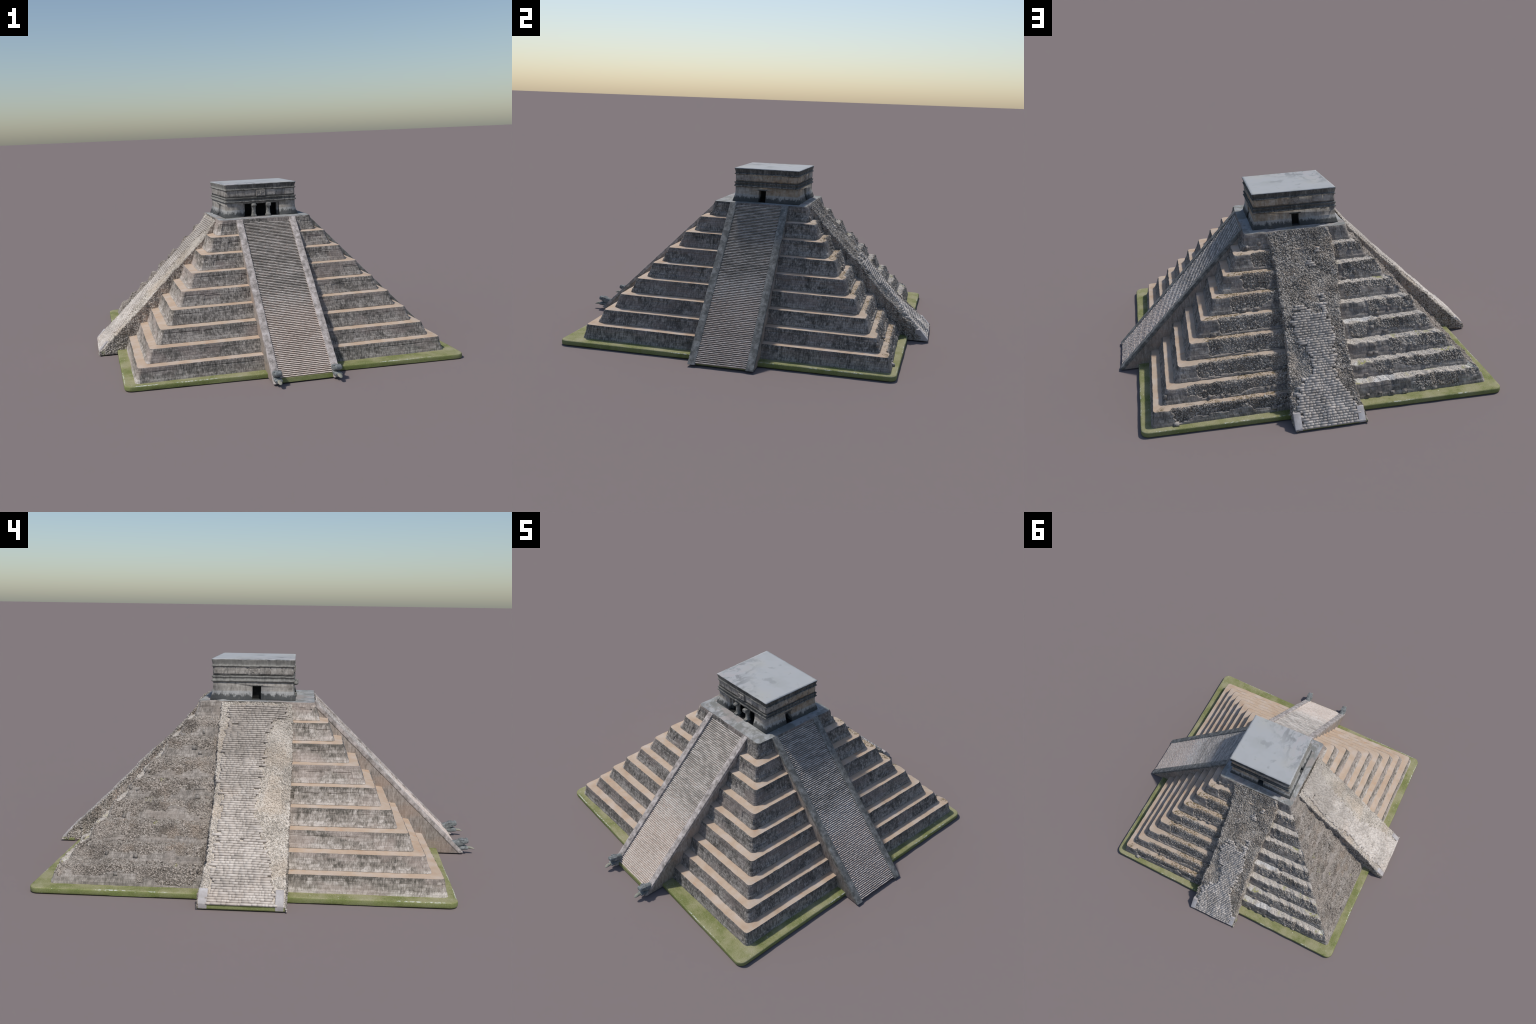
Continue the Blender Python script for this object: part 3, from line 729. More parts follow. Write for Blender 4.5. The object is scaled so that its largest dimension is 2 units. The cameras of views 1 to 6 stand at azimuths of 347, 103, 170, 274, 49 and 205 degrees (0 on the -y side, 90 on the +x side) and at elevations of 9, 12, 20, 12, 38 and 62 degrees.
def restored_stair(fr, name, top, bot, uo, ui, bal_mat, nstep, apron, sink, ease):
    """top/bot: (d,z) of the balustrade line, uo outer and ui inner half limits (lo,hi)"""
    slope = (top[1] - bot[1]) / (bot[0] - top[0])
    # stair = core fill + steps, flanked by balustrades
    core = [(top[0] - 0.02, top[1] - 0.02), (bot[0] - 0.035, bot[1] + 0.003), (bot[0] - 0.055, 0.004), (top[0] - 0.02, 0.004)]
    me = prism("staircase", fr, core, ui[0] + 0.001, ui[1] - 0.001, 0)
    st = new_obj("staircase", me, root, [M_SIDE])
    # balustrades: ramp body, with a thin coping slab on top
    nx, nz = slope / math.hypot(1, slope), 1 / math.hypot(1, slope)
    for lo, hi in ((uo[0], ui[0]), (ui[1], uo[1])):
        q = 0.017
        body = [(top[0] - 0.012, top[1] - q), (top[0] + 0.006, top[1] - q - 0.004), (bot[0] - q * 0.9, bot[1] + 0.001), (bot[0] - 0.022, 0.003), (top[0] - 0.012, 0.003)]
        outer = lo if abs(lo - 0.5 * sum(uo)) > abs(hi - 0.5 * sum(uo)) else hi
        inset = 0.0025 if outer == hi else -0.0025
        me = prism("balustrade", fr, body, lo if outer == hi else lo - inset, hi - inset if outer == hi else hi, 0.001)
        b = new_obj("balustrade", me, st, [M_SIDE])
        # coping subdivided so its edges can be worn
        n = 90; v = np.linspace(0, 1, n)
        dd = top[0] + (bot[0] - top[0]) * v; zz = top[1] + (bot[1] - top[1]) * v
        ring = []
        for (uu, off) in ((lo, -0.018), (lo, 0.0), (hi, 0.0), (hi, -0.018)):
            w1 = (fbm(v * 60, uu * 40, 0, 2, 71) - 0.5) * 0.0018; w2 = (fbm(v * 50, uu * 30, 3, 2, 72) - 0.5) * 0.0016
            ring.append(to_world(fr, uu + w2, dd + nx * (off + w1), zz + nz * (off + w1)))
        R = np.stack(ring, 1)                     # n,4,3
        R[..., 2] = np.maximum(R[..., 2], 0.004)
        F = grid_faces(n, 4, wrap=True)
        me = mesh_from("coping", R.reshape(-1, 3), F, smooth=False)
        bm = bmesh.new(); bm.from_mesh(me); bm.verts.ensure_lookup_table()
        bm.faces.new([bm.verts[q_] for q_ in (3, 2, 1, 0)]); bm.faces.new([bm.verts[(n - 1) * 4 + q_] for q_ in range(4)])
        bm.to_mesh(me); bm.free()
        bevel_mesh(me, 0.0022, 2, 0.9)
        new_obj("coping", me, st, [bal_mat])
    # steps: a few worn bar meshes shared by all repeats
    w = ui[1] - ui[0]
    pitch_z = (top[1] - bot[1] - ease - apron) / nstep; pitch_d = (bot[0] - top[0] - 0.012) / nstep
    variants = []
    for k in range(9):
        r = np.random.default_rng(100 + k + ord(fr))
        m = 64
        uu = np.linspace(ui[0] - 0.001, ui[1] + 0.001, m)
        bl = cell(np.cumsum(r.uniform(0.3, 1.0, m)) * 0.55, k, 7) - 0.5
        nose = bl * 0.0016 + (r.uniform(size=m) - 0.5) * 0.0007
        ht = (cell(np.cumsum(r.uniform(0.3, 1.0, m)) * 0.5, k + 20, 7) - 0.5) * 0.0012
        # section (d,z): back-bottom, under nose, nose, rounded edge, tread back
        sec = [(-0.013, -0.002), (-0.0046, -0.001), (-0.0042, pitch_z * 0.50), (0.0, pitch_z * 0.58), (0.0, pitch_z * 0.86), (-0.0010, pitch_z), (-0.0040, pitch_z + 0.0001), (-0.013, pitch_z + 0.0002)]
        G = np.stack([to_world(fr, uu, s_[0] + (nose if 2 < j < 7 else 0), s_[1] + (ht if j > 3 else 0)) for j, s_ in enumerate(sec)], 0)
        ns_ = len(sec)
        F = grid_faces(ns_, m)
        me = mesh_from("step", G.reshape(-1, 3), F, smooth=False)
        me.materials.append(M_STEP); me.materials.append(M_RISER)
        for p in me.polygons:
            if p.index // (m - 1) in (1, 2, 6): p.material_index = 1      # step shadows painted onto risers and the back of treads
        outward_faces(me)
        up = sum(p.normal.z * p.area for p in me.polygons)
        if up < 0: me.flip_normals()
        variants.append(me)
    order = np.random.default_rng(ord(fr)).integers(0, 9, nstep)
    for k in range(nstep):
        f = (k + 0.5) / nstep
        d = bot[0] - sink - pitch_d * (k + 0.3); z = bot[1] + 0.003 + apron + pitch_z * k
        ob = new_obj("step", variants[order[k]], st)
        ob.location = Vector(to_world(fr, 0.0, d + 0.0, z))
    # grassy apron strip below the first step
    a0 = bot[0] - 0.026
    me = prism("grass_apron", fr, [(a0 - 0.03, 0.0015), (a0 + 0.0, 0.0015), (a0 + 0.004, 0.004), (a0 + 0.001, bot[1] + 0.004 + apron), (a0 - 0.03, bot[1] + 0.004 + apron)], ui[0] + 0.0005, ui[1] - 0.0005, 0)
    new_obj("grass_apron", me, st, [M_GRASS])
    return st

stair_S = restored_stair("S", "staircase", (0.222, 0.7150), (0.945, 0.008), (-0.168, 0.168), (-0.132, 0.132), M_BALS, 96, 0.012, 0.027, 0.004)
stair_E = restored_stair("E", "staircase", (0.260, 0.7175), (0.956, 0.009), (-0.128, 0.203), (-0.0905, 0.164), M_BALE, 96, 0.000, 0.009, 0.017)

def ruined_stair(fr, top, bot, e_lo, e_hi, s_lo, s_hi, patches, sag, dent, nstep, newels, rub_mat, step_mat_, apron, seed, rough):
    """e_lo/e_hi: (v,u) control points of the broken flanks, s_lo/s_hi: of the surviving steps"""
    nv, nu = 230, 90
    v = np.linspace(0, 1, nv)
    ip = lambda c, q: np.interp(q, [p[0] for p in c], [p[1] for p in c])
    lo = ip(e_lo, v) + (fbm(v * 38, 1.3, 0, 3, seed) - 0.5) * 0.022 * rough
    hi = ip(e_hi, v) + (fbm(v * 38, 7.7, 0, 3, seed + 1) - 0.5) * 0.022 * rough
    k = np.linspace(0, 1, nu)[None]
    U = lo[:, None] * (1 - k) + hi[:, None] * k
    Vv = np.repeat(v[:, None], nu, 1)
    D = top[0] + (bot[0] - top[0]) * Vv; Z = top[1] + (bot[1] - top[1]) * Vv
    slope = (top[1] - bot[1]) / (bot[0] - top[0]); nx, nz = slope / math.hypot(1, slope), 1 / math.hypot(1, slope)
    def surf_off(U, V):
        o = ip(sag, V)
        for (v0, u0, rv, ru, dep) in dent:
            o = o - dep * np.exp(-((V - v0) / rv) ** 2 - ((U - u0) / ru) ** 2)
        return o + (fbm(U * 16, V * 16, seed, 2, seed + 3) - 0.5) * 0.012 * rough
    def has_step(U, V):
        m = (U > ip(s_lo, V)) & (U < ip(s_hi, V)) & (V > s_lo[0][0]) & (V < s_lo[-1][0])
        for (v0, v1, u0, u1) in patches: m |= (V > v0) & (V < v1) & (U > u0) & (U < u1)
        return m
    edge = np.minimum(k, 1 - k) * (hi - lo)[:, None]
    off = surf_off(U, Vv) - 0.0025 - 0.006 * np.exp(-edge / 0.004) + (fbm(U * 150, Vv * 150, seed, 2, seed + 5) - 0.5) * 0.006
    off *= np.clip((1 - Vv) / 0.02, 0.15, 1)
    off -= 0.004 * has_step(U, Vv)
    P = to_world(fr, U, D + nx * off, Z + nz * off)
    P[..., 2] = np.maximum(P[..., 2], 0.006)
    # flanks: drop from both edges with a rough face
    nk = 22
    def flank(col, sgn):
        e = P[:, col]
        q = np.linspace(0, 1, nk)[:, None]
        zz = e[None, :, 2] * (1 - q) + 0.003 * q
        bulge = (fbm(v[None] * 40, zz * 40, sgn * 3, 3, seed + 8) - 0.5) * 0.009 * np.sin(np.clip(q * 4, 0, 1) * math.pi / 2)
        pt = np.repeat(e[None], nk, 0).copy(); pt[..., 2] = zz
        ax = 0 if fr in "NS" else 1
        pt[..., ax] += sgn * (bulge + 0.004 * q)
        return pt
    A, B = flank(0, -1), flank(nu - 1, 1)
    F = [grid_faces(nv, nu), grid_faces(nk, nv, off=nv * nu), grid_faces(nk, nv, off=nv * nu + nk * nv)]
    mi = np.concatenate([np.zeros(len(F[0]), int), np.ones(len(F[1]) + len(F[2]), int)])
    me = mesh_from("staircase", np.concatenate([P.reshape(-1, 3), A.reshape(-1, 3), B.reshape(-1, 3)]), np.concatenate(F), mi, angle=45)
    up = sum(p.normal.z * p.area for p in me.polygons if p.material_index == 0)
    if up < 0: me.flip_normals()
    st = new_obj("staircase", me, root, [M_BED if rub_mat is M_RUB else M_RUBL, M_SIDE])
    # rubble skin
    r = np.random.default_rng(seed)
    Nn = grid_normals(P)
    if Nn[..., 2].mean() < 0: Nn = -Nn
    area = (bot[0] - top[0]) * math.hypot(1, slope) * float((hi - lo).mean())
    want = int(area / 0.0037 ** 2)
    fr_, fc_ = r.uniform(0, nv - 1.01, want), r.uniform(0, nu - 1.01, want)
    uu = U[fr_.astype(int), fc_.astype(int)]; vv = fr_ / (nv - 1)
    keep = ~has_step(uu, vv) & (vv < 0.985)
    pos, nn = sample_grid(P, Nn, fr_[keep], fc_[keep])
    size = r.uniform(0.0034, 0.0070, len(pos))
    # fringe of bigger stones along the flanks
    m = 420
    fr2 = r.uniform(0, (nv - 1) * 0.93, m); fc2 = np.where(r.uniform(size=m) > 0.5, r.uniform(0, 1.5, m), nu - 1 - r.uniform(0.02, 1.5, m))
    p2, n2_ = sample_grid(P, Nn, fr2, fc2)
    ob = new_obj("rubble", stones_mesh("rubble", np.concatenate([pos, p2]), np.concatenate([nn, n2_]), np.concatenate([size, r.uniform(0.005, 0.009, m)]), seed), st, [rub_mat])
    ob["kind"] = "stuff"
    # sparse stones stuck in the flanks
    for pts, sg in ((A, -1), (B, 1)):
        m = 4200
        pos, _ = sample_grid(pts, np.zeros_like(pts), r.uniform(0, nk - 3, m), r.uniform(0, nv - 1.01, m))
        nrm_ = np.zeros((m, 3)); nrm_[:, 0 if fr in "NS" else 1] = sg
        ob = new_obj("flank_rubble", stones_mesh("flank_rubble", pos, nrm_, r.uniform(0.0035, 0.0075, m), seed + 40 + sg, 0.3), st, [M_RUB])
        ob["kind"] = "stuff"
    # surviving step stones, row by row
    pv = 1.0 / nstep
    C, S = [], []
    ph = (top[1] - bot[1]) / nstep; pd = (bot[0] - top[0]) / nstep
    for j in range(nstep):
        vm = 1 - (j + 0.5) * pv
        wav = (noise(vm * 30, 3.1, 0, seed + 20) - 0.5) * 0.002
        u = -0.2 + r.uniform(0, 0.02)
        while u < 0.26:
            wd = r.uniform(0.009, 0.022) if r.uniform() > 0.3 else r.uniform(0.022, 0.045)
            uc = u + wd / 2
            if has_step(np.array([uc]), np.array([vm]))[0] and r.uniform() > 0.003:
                o = float(surf_off(np.array([uc]), np.array([vm]))[0]) * min(1, (1 - vm) / 0.02 + 0.15) + r.uniform(-0.0004, 0.0004) + wav
                C.append((uc, top[0] + (bot[0] - top[0]) * vm + nx * o - 0.006 + 0.001, top[1] + (bot[1] - top[1]) * vm + nz * o - ph * 0.1))
                S.append((wd - r.uniform(0.00005, 0.0004), 0.020 + r.uniform(-0.0003, 0.0003), ph * r.uniform(0.95, 1.02)))
            u += wd
    C = np.array(C); S = np.array(S); n = len(C)
    W = to_world(fr, C[:, 0], C[:, 1], C[:, 2])
    W[:, 2] = np.maximum(W[:, 2], S[:, 2] * 0.5 + 0.004)
    X = np.tile(to_world(fr, 1.0, 0.0, 0.0), (n, 1)); Y = np.tile(to_world(fr, 0.0, 1.0, 0.0), (n, 1)); Zu = np.cross(X, Y)
    yaw = r.normal(0, 0.006, n)[:, None]
    X2 = X * np.cos(yaw) + Y * np.sin(yaw); Y2 = Y * np.cos(yaw) - X * np.sin(yaw)
    me = boxes_mesh("step_stones", W, S, X2, Y2, Zu, 0.022, seed + 2)
    outward_faces(me)
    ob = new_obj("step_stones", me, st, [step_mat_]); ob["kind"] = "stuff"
    # smooth stumps of the balustrade at the foot
    for (u0, u1, v0, v1, hgt) in newels:
        dA, dB = top[0] + (bot[0] - top[0]) * v0, bot[0] - 0.001
        zA, zB = top[1] + (bot[1] - top[1]) * v0, bot[1]
        q = [(dA + nx * hgt, zA + nz * hgt), (dB + 0.001, zB + hgt * 0.6), (dB, 0.004), (dA - 0.02, 0.004), (dA - 0.02, zA)]
        new_obj("newel", prism("newel", fr, q, u0, u1, 0.0018), st, [M_MARBLE])
    # turf strip under the first step
    a0 = bot[0] - 0.004
    me = prism("grass_apron", fr, [(a0 - 0.06, 0.0015), (a0, 0.0015), (a0 + 0.003, 0.006), (a0 + 0.001, bot[1] + apron), (a0 - 0.06, bot[1] + apron)], float(lo[-1]) - 0.001, float(hi[-1]) + 0.001, 0.001)
    new_obj("grass_apron", me, st, [M_GRASS])
    return st

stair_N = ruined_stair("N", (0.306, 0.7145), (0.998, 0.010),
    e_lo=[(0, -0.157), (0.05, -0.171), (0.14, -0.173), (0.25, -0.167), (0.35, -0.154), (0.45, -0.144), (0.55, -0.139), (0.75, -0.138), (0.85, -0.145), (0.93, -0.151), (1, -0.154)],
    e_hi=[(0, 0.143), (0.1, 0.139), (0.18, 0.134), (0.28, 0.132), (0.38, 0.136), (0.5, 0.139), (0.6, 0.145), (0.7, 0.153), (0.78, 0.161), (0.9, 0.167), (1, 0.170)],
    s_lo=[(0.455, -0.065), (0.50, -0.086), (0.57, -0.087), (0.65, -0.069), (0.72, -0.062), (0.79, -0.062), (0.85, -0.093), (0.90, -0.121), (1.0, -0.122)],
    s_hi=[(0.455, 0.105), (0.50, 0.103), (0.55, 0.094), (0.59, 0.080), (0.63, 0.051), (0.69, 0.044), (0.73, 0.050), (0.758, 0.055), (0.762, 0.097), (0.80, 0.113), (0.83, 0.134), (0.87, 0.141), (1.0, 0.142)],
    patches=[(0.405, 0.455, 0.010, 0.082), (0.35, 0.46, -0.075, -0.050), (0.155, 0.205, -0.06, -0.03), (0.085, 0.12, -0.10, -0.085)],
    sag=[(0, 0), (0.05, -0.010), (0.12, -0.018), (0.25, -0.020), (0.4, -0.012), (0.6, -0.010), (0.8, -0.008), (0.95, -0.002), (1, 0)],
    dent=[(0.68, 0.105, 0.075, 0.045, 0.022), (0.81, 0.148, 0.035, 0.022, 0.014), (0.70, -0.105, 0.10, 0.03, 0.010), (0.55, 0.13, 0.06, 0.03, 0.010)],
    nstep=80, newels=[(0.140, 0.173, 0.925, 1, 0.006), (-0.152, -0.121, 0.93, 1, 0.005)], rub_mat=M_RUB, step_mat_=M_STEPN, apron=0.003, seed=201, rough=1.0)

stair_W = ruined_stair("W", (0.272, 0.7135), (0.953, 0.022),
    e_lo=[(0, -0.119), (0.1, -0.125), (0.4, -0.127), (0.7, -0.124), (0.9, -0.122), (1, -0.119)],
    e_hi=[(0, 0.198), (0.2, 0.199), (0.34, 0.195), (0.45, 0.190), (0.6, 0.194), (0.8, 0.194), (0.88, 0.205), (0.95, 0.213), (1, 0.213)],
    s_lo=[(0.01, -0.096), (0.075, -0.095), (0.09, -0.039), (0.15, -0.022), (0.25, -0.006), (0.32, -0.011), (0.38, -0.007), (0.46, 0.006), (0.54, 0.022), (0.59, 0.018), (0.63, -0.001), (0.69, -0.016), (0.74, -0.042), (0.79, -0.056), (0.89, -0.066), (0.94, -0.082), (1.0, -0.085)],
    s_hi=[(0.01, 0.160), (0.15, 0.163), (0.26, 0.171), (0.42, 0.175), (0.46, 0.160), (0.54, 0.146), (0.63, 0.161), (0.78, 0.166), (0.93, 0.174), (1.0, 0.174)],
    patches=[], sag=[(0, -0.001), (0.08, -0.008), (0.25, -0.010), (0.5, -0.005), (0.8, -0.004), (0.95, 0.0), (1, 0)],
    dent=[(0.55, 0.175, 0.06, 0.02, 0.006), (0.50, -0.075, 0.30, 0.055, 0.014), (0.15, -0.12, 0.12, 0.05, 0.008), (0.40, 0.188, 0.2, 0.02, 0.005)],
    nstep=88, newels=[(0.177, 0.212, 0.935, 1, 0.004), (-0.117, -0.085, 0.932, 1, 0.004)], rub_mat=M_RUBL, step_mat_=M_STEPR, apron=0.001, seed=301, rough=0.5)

# ----------------------------------------------------------------------------
# serpent heads at the foot of the -y balustrades
# ----------------------------------------------------------------------------
def loft_head(name, sections, nseg=20, p=3.2):
    """sections: (y, zc, half_w, half_h) superellipse rings, capped"""
    rings = []
    w = np.linspace(0, 2 * math.pi, nseg, endpoint=False)
    cx = np.sign(np.cos(w)) * np.abs(np.cos(w)) ** (2 / p); cz = np.sign(np.sin(w)) * np.abs(np.sin(w)) ** (2 / p)
    for y, zc, hw, hh in sections:
        rings.append(np.column_stack([cx * hw, np.full(nseg, y), zc + cz * hh]))
    V = np.concatenate(rings); F = grid_faces(len(sections), nseg, wrap=True)
    me = mesh_from(name, V, F, smooth=False)
    bm = bmesh.new(); bm.from_mesh(me); bm.verts.ensure_lookup_table()
    bm.faces.new([bm.verts[i] for i in range(nseg)]); bm.faces.new([bm.verts[(len(sections) - 1) * nseg + i] for i in range(nseg)])
    bmesh.ops.recalc_face_normals(bm, faces=bm.faces[:]); bm.to_mesh(me); bm.free()
    me.polygons.foreach_set("use_smooth", np.ones(len(me.polygons), bool)); me.set_sharp_from_angle(angle=math.radians(50))
    return me

def add_head(x):
    # skull with upper jaw, turned-up snout
    me = loft_head("serpent_head", [(-0.885, 0.042, 0.016, 0.016), (-0.905, 0.044, 0.0175, 0.0165), (-0.921, 0.049, 0.0182, 0.0168), (-0.926, 0.0505, 0.0186, 0.0176), (-0.938, 0.0535, 0.0184, 0.0158),
                                    (-0.948, 0.0560, 0.0176, 0.0134), (-0.955, 0.0590, 0.0172, 0.0118), (-0.961, 0.0610, 0.0174, 0.0115), (-0.9655, 0.0605, 0.0165, 0.0092), (-0.9675, 0.0600, 0.013, 0.006)])
    h = new_obj("serpent_head", me, root, [M_HEAD]); h.location = (x, 0, 0)
    me = loft_head("lower_jaw", [(-0.880, 0.024, 0.015, 0.010), (-0.915, 0.026, 0.0175, 0.0105), (-0.938, 0.0265, 0.0185, 0.0105), (-0.955, 0.0275, 0.0190, 0.0098), (-0.963, 0.0270, 0.0188, 0.0078), (-0.9665, 0.0265, 0.0172, 0.0055)])
    new_obj("lower_jaw", me, h, [M_HEAD])
    me = loft_head("tongue", [(-0.950, 0.0285, 0.008, 0.006), (-0.966, 0.0280, 0.0095, 0.0062), (-0.978, 0.0275, 0.0105, 0.0062), (-0.988, 0.0255, 0.0098, 0.0048), (-0.996, 0.0230, 0.0070, 0.0028), (-1.0, 0.0218, 0.003, 0.0012)], p=2.4)
    new_obj("tongue", me, h, [M_TONGUE])
    for s in (-1, 1):
        bm = bmesh.new(); bmesh.ops.create_uvsphere(bm, u_segments=14, v_segments=8, radius=1.0)
        for v in bm.verts: v.co = Vector((s * 0.0172 + v.co.x * 0.0028, -0.941 + v.co.y * 0.0075, 0.0565 + v.co.z * 0.0038))
        me = bpy.data.meshes.new("eye"); bm.to_mesh(me); bm.free()
        me.polygons.foreach_set("use_smooth", np.ones(len(me.polygons), bool))
        new_obj("eye", me, h, [M_HEAD])
        # brow ridge and nostril scroll
        bm = bmesh.new(); bmesh.ops.create_uvsphere(bm, u_segments=12, v_segments=8, radius=1.0)
        for v in bm.verts: v.co = Vector((s * 0.0085 + v.co.x * 0.006, -0.9605 + v.co.y * 0.0055, 0.0695 + v.co.z * 0.0035))
        me = bpy.data.meshes.new("nostril"); bm.to_mesh(me); bm.free()
        me.polygons.foreach_set("use_smooth", np.ones(len(me.polygons), bool))
        new_obj("nostril", me, h, [M_HEAD])
        bm = bmesh.new(); bmesh.ops.create_cube(bm, size=1.0)
        for v in bm.verts: v.co = Vector((s * 0.0150 + v.co.x * 0.007, -0.936 + v.co.y * 0.022, 0.0675 + v.co.y * -0.004 + v.co.z * 0.0035))
        me = bpy.data.meshes.new("brow"); bm.to_mesh(me); bm.free(); bevel_mesh(me, 0.0012)
        new_obj("brow", me, h, [M_HEAD])

add_head(-0.148); add_head(0.148)

# ----------------------------------------------------------------------------
# temple
# ----------------------------------------------------------------------------
temple = bpy.data.objects.new("temple", None); COL.objects.link(temple); temple.parent = root
TC = np.array([(-0.199, -0.121), (0.198, -0.117), (0.200, 0.236), (-0.216, 0.244)])     # wall corners SW SE NE NW
TS = np.array([(-1, -1), (1, -1), (1, 1), (-1, 1)])

def quad_loft(name, prof, nsub=1, cap=True, jit=0.0, seed=0):
    """sweep a profile of (outward offset, z) round the temple plan"""
    r = np.random.default_rng(seed)
    loops = []
    for o, z in prof:
        c = TC + TS * o
        pts = []
        for i in range(4):
            a, b = c[i], c[(i + 1) % 4]
            for k in range(nsub): pts.append(a + (b - a) * k / nsub)
        pts = np.array(pts)
        loops.append(np.column_stack([pts, np.full(len(pts), z)]))
    L = np.stack(loops)
    if jit:
        n = L.shape[1]
        e = np.interp(np.arange(n), np.arange(0, n, 2), r.uniform(-1, 1, len(np.arange(0, n, 2)))) * jit
        fade = np.linspace(0.6, 1, len(prof))
        if name == "roof": fade[-2:] = 0          # the roof plane itself stays true
        L[..., 2] += e[None] * fade[:, None]
        L[..., :2] += (r.uniform(-1, 1, L[..., :2].shape)) * jit * 0.5
    n = L.shape[1]
    me = mesh_from(name, L.reshape(-1, 3), grid_faces(len(prof), n, wrap=True), smooth=False)
    if cap:
        bm = bmesh.new(); bm.from_mesh(me); bm.verts.ensure_lookup_table()
        bm.faces.new([bm.verts[i] for i in reversed(range(n))]); bm.faces.new([bm.verts[(len(prof) - 1) * n + i] for i in range(n)])
        bm.to_mesh(me); bm.free()
    outward_faces(me)
    return me

def box_mesh(name, x0, x1, y0, y1, z0, z1, bevel=0.0):
    bm = bmesh.new(); bmesh.ops.create_cube(bm, size=1.0)
    for v in bm.verts: v.co = Vector(((x0 + x1) / 2 + v.co.x * (x1 - x0), (y0 + y1) / 2 + v.co.y * (y1 - y0), (z0 + z1) / 2 + v.co.z * (z1 - z0)))
    me = bpy.data.meshes.new(name); bm.to_mesh(me); bm.free()
    if bevel: bevel_mesh(me, bevel)
    return me

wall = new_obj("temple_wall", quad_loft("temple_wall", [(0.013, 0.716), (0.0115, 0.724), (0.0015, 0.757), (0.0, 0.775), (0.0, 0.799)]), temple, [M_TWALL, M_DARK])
cut = [box_mesh("doorway", 0.145, 0.30, 0.0185, 0.0585, 0.7195, 0.7815),
       box_mesh("doorway", -0.31, -0.178, 0.0250, 0.0650, 0.7195, 0.7805),
       box_mesh("doorway", -0.0300, 0.0090, 0.213, 0.35, 0.7195, 0.7810),
       box_mesh("porch", -0.104, 0.104, -0.24, -0.040, 0.7195, 0.7935)]
for c in cut:
    o = new_obj("cutter", c)
    md = wall.modifiers.new("cut", "BOOLEAN"); md.operation = "DIFFERENCE"; md.object = o; md.solver = "EXACT"
    apply_modifiers(wall)
    bpy.data.objects.remove(o)
# shallow recesses coloured black to draw the deep shadow of the openings
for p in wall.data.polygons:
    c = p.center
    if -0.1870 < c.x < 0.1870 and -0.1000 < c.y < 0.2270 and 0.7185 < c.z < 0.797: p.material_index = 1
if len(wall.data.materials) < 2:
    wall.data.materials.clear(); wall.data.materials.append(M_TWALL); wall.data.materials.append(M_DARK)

def part(name, me, mat, parent=temple): return new_obj(name, me, parent, [mat])

NS = 44
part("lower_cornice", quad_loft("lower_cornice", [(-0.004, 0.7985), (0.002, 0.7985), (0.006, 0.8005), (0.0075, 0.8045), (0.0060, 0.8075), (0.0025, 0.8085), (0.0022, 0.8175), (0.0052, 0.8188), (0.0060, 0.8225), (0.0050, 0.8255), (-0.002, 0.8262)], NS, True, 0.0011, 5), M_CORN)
part("frieze", quad_loft("frieze", [(-0.004, 0.8255), (-0.0005, 0.8260), (-0.0005, 0.8670), (-0.004, 0.8675)], 1), M_FRIEZE)
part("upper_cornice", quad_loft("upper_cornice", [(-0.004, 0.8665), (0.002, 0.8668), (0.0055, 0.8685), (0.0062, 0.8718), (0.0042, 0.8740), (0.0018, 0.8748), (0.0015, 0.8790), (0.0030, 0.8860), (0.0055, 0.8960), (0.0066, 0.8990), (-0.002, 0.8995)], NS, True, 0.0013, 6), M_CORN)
part("roof", quad_loft("roof", [(-0.006, 0.8980), (0.0050, 0.8985), (0.0070, 0.9002), (0.0060, 0.9022), (-0.004, 0.9037)], NS, True, 0.0016, 8), M_ROOF)

# frieze panels and a mask relief in the middle of every side
def side_pt(s, f, out, z):
    a, b = TC[s], TC[(s + 1) % 4]
    nrm_ = np.array([(0, -1), (1, 0), (0, 1), (-1, 0)][s], float)
    p = a + (b - a) * f + nrm_ * out
    return np.array([p[0], p[1], z])

def side_box(name, s, f0, f1, z0, z1, out, thick, mat, bevel=0.0008):
    a, b = TC[s], TC[(s + 1) % 4]
    C = side_pt(s, (f0 + f1) / 2, out - thick / 2, (z0 + z1) / 2)
    tdir = Vector((*(b - a), 0)).normalized(); nd = Vector([(0, -1, 0), (1, 0, 0), (0, 1, 0), (-1, 0, 0)][s])
    L = np.linalg.norm(b - a) * (f1 - f0)
    bm = bmesh.new(); bmesh.ops.create_cube(bm, size=1.0)
    for v in bm.verts: v.co = Vector(C) + tdir * v.co.x * L + nd * v.co.y * thick + Vector((0, 0, v.co.z * (z1 - z0)))
    me = bpy.data.meshes.new(name); bm.to_mesh(me); bm.free(); bevel_mesh(me, bevel, 1)
    return part(name, me, mat)

r = np.random.default_rng(55)
for s in range(4):
    for f0, f1 in ((0.015, 0.13), (0.14, 0.27), (0.28, 0.415), (0.585, 0.71), (0.72, 0.85), (0.86, 0.985)):
        if r.uniform() > 0.12:
            side_box("frieze_panel", s, f0, f1, 0.8335 + r.uniform(0, 0.003), 0.8655, 0.0012 + r.uniform(-0.0005, 0.0006), 0.006, M_FRIEZE, 0.0005)
    # mask: slab, brow, eyes, nose, mouth bar
    px = 0.006 if s == 0 else 0.0
    side_box("mask_relief", s, 0.435, 0.565, 0.8300, 0.8655, 0.0012 + px, 0.006 + px, M_FRIEZE)
    for f0, f1, z0, z1, o in ((0.45, 0.55, 0.8600, 0.8640, 0.0036), (0.455, 0.478, 0.8500, 0.8570, 0.0036), (0.522, 0.545, 0.8500, 0.8570, 0.0036), (0.490, 0.510, 0.8430, 0.8560, 0.0052),
                              (0.46, 0.54, 0.8360, 0.8405, 0.0034), (0.44, 0.449, 0.834, 0.860, 0.003), (0.551, 0.56, 0.834, 0.860, 0.003)):
        side_box("mask_relief", s, f0, f1, z0, z1, o + px, 0.006, M_FRIEZE)
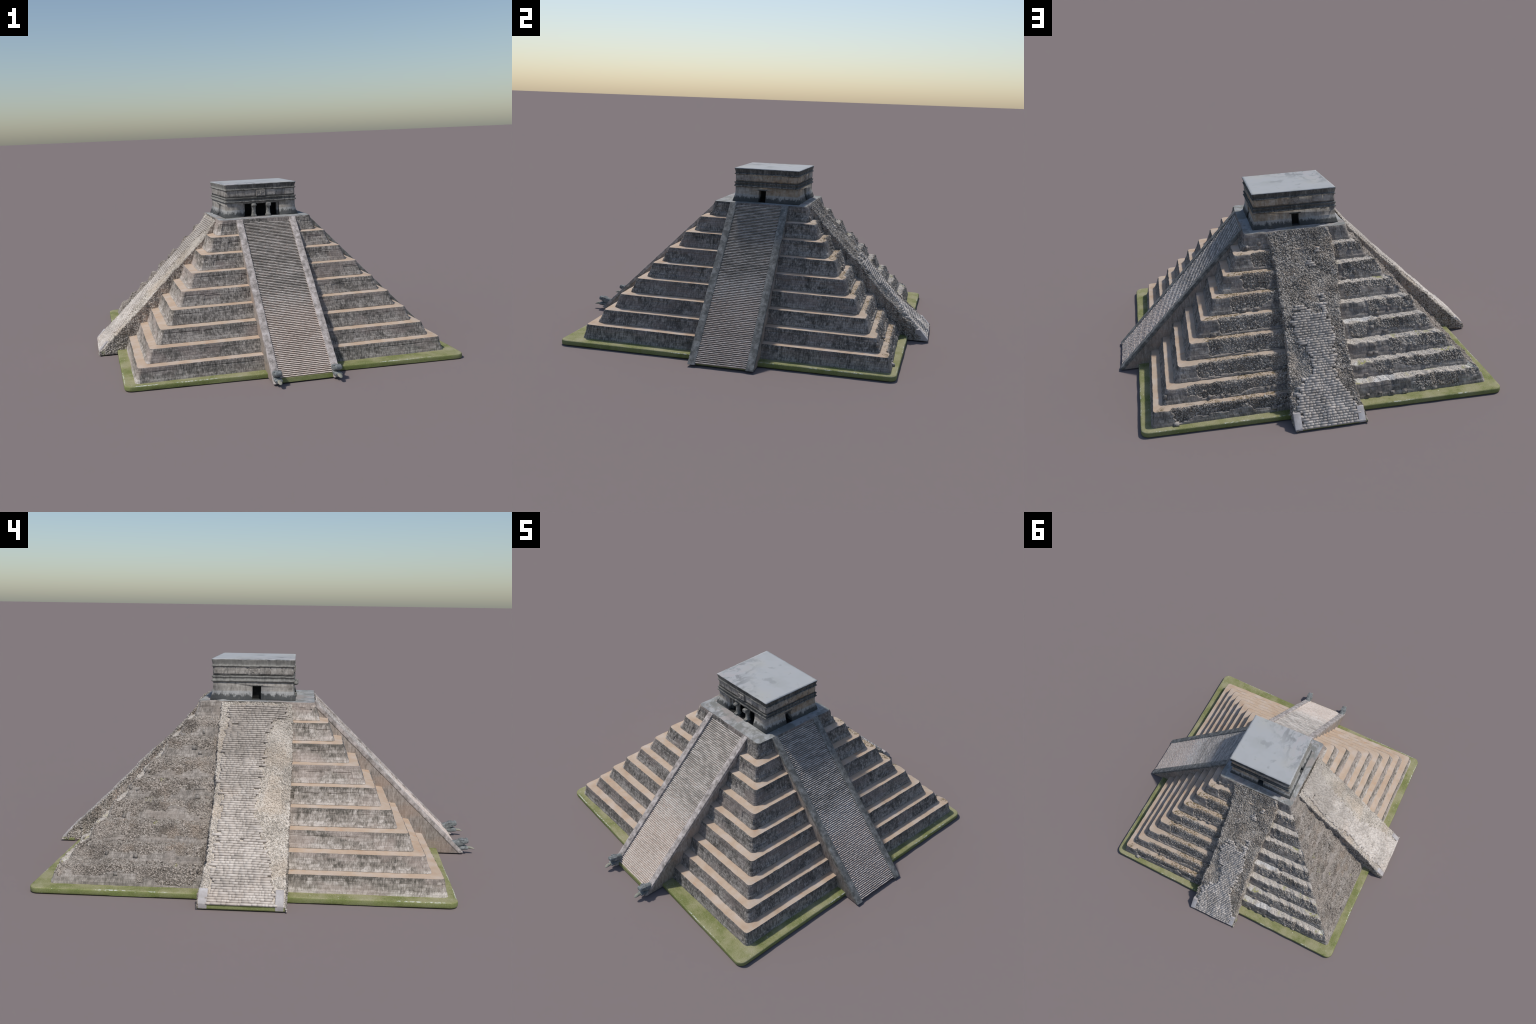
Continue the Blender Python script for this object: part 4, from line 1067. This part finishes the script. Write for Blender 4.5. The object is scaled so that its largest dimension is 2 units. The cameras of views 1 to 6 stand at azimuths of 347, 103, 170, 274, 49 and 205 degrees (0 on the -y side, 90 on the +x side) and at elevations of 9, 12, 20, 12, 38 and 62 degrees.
# lintels over the doors
for s, c, w in ((1, 0.0385, 0.056), (3, 0.045, 0.058), (2, -0.0105, 0.058)):
    a, b = TC[s], TC[(s + 1) % 4]
    ax = 1 if s in (1, 3) else 0
    f = (c - a[ax]) / (b - a)[ax]; hw = w / 2 / np.linalg.norm(b - a)
    side_box("lintel", s, f - hw, f + hw, 0.7815, 0.7875, 0.0016, 0.012, M_CORN)
# porch: inner jambs and lintel, two serpent columns with projecting tail blocks
part("jamb", box_mesh("jamb", -0.1045, -0.093, -0.108, -0.085, 0.7185, 0.7932, 0.0008), M_TWALL)
part("jamb", box_mesh("jamb", 0.093, 0.1045, -0.108, -0.085, 0.7185, 0.7932, 0.0008), M_TWALL)
part("lintel", box_mesh("lintel", -0.104, 0.104, -0.117, -0.098, 0.7890, 0.7982, 0.0008), M_CORN)

def column(x, round_cap):
    w = np.linspace(0, 2 * math.pi, 18, endpoint=False)
    prof = [(0.0155, 0.7175), (0.0160, 0.7215), (0.0150, 0.7255), (0.0125, 0.7300), (0.0115, 0.7400), (0.0112, 0.7600), (0.0116, 0.7700), (0.0125, 0.7740)]
    V = np.concatenate([np.column_stack([x + rr_ * np.sign(np.cos(w)) * np.abs(np.cos(w)) ** 0.6, -0.112 + rr_ * np.sign(np.sin(w)) * np.abs(np.sin(w)) ** 0.6, np.full(18, z)]) for rr_, z in prof])
    me = mesh_from("serpent_column", V, grid_faces(len(prof), 18, wrap=True), angle=40)
    c = part("serpent_column", me, M_BALE)
    part("column_base", box_mesh("column_base", x - 0.011, x + 0.011, -0.137, -0.108, 0.7175, 0.7275, 0.003), M_BALE)
    if round_cap:
        bm = bmesh.new(); bmesh.ops.create_uvsphere(bm, u_segments=18, v_segments=12, radius=1.0)
        for v in bm.verts: v.co = Vector((x + v.co.x * 0.0150, -0.127 + v.co.y * 0.016, 0.7815 + v.co.z * 0.0095))
        me = bpy.data.meshes.new("column_capital"); bm.to_mesh(me); bm.free(); me.polygons.foreach_set("use_smooth", np.ones(len(me.polygons), bool))
        part("column_capital", me, M_BALE)
        part("column_capital", box_mesh("column_capital", x - 0.012, x + 0.012, -0.125, -0.098, 0.7725, 0.7935, 0.002), M_BALE)
    else:
        part("column_capital", box_mesh("column_capital", x - 0.0125, x + 0.0125, -0.141, -0.098, 0.7735, 0.7925, 0.003), M_BALE)
column(-0.0425, True); column(0.0405, False)

print("stones", n1, n2, n3)
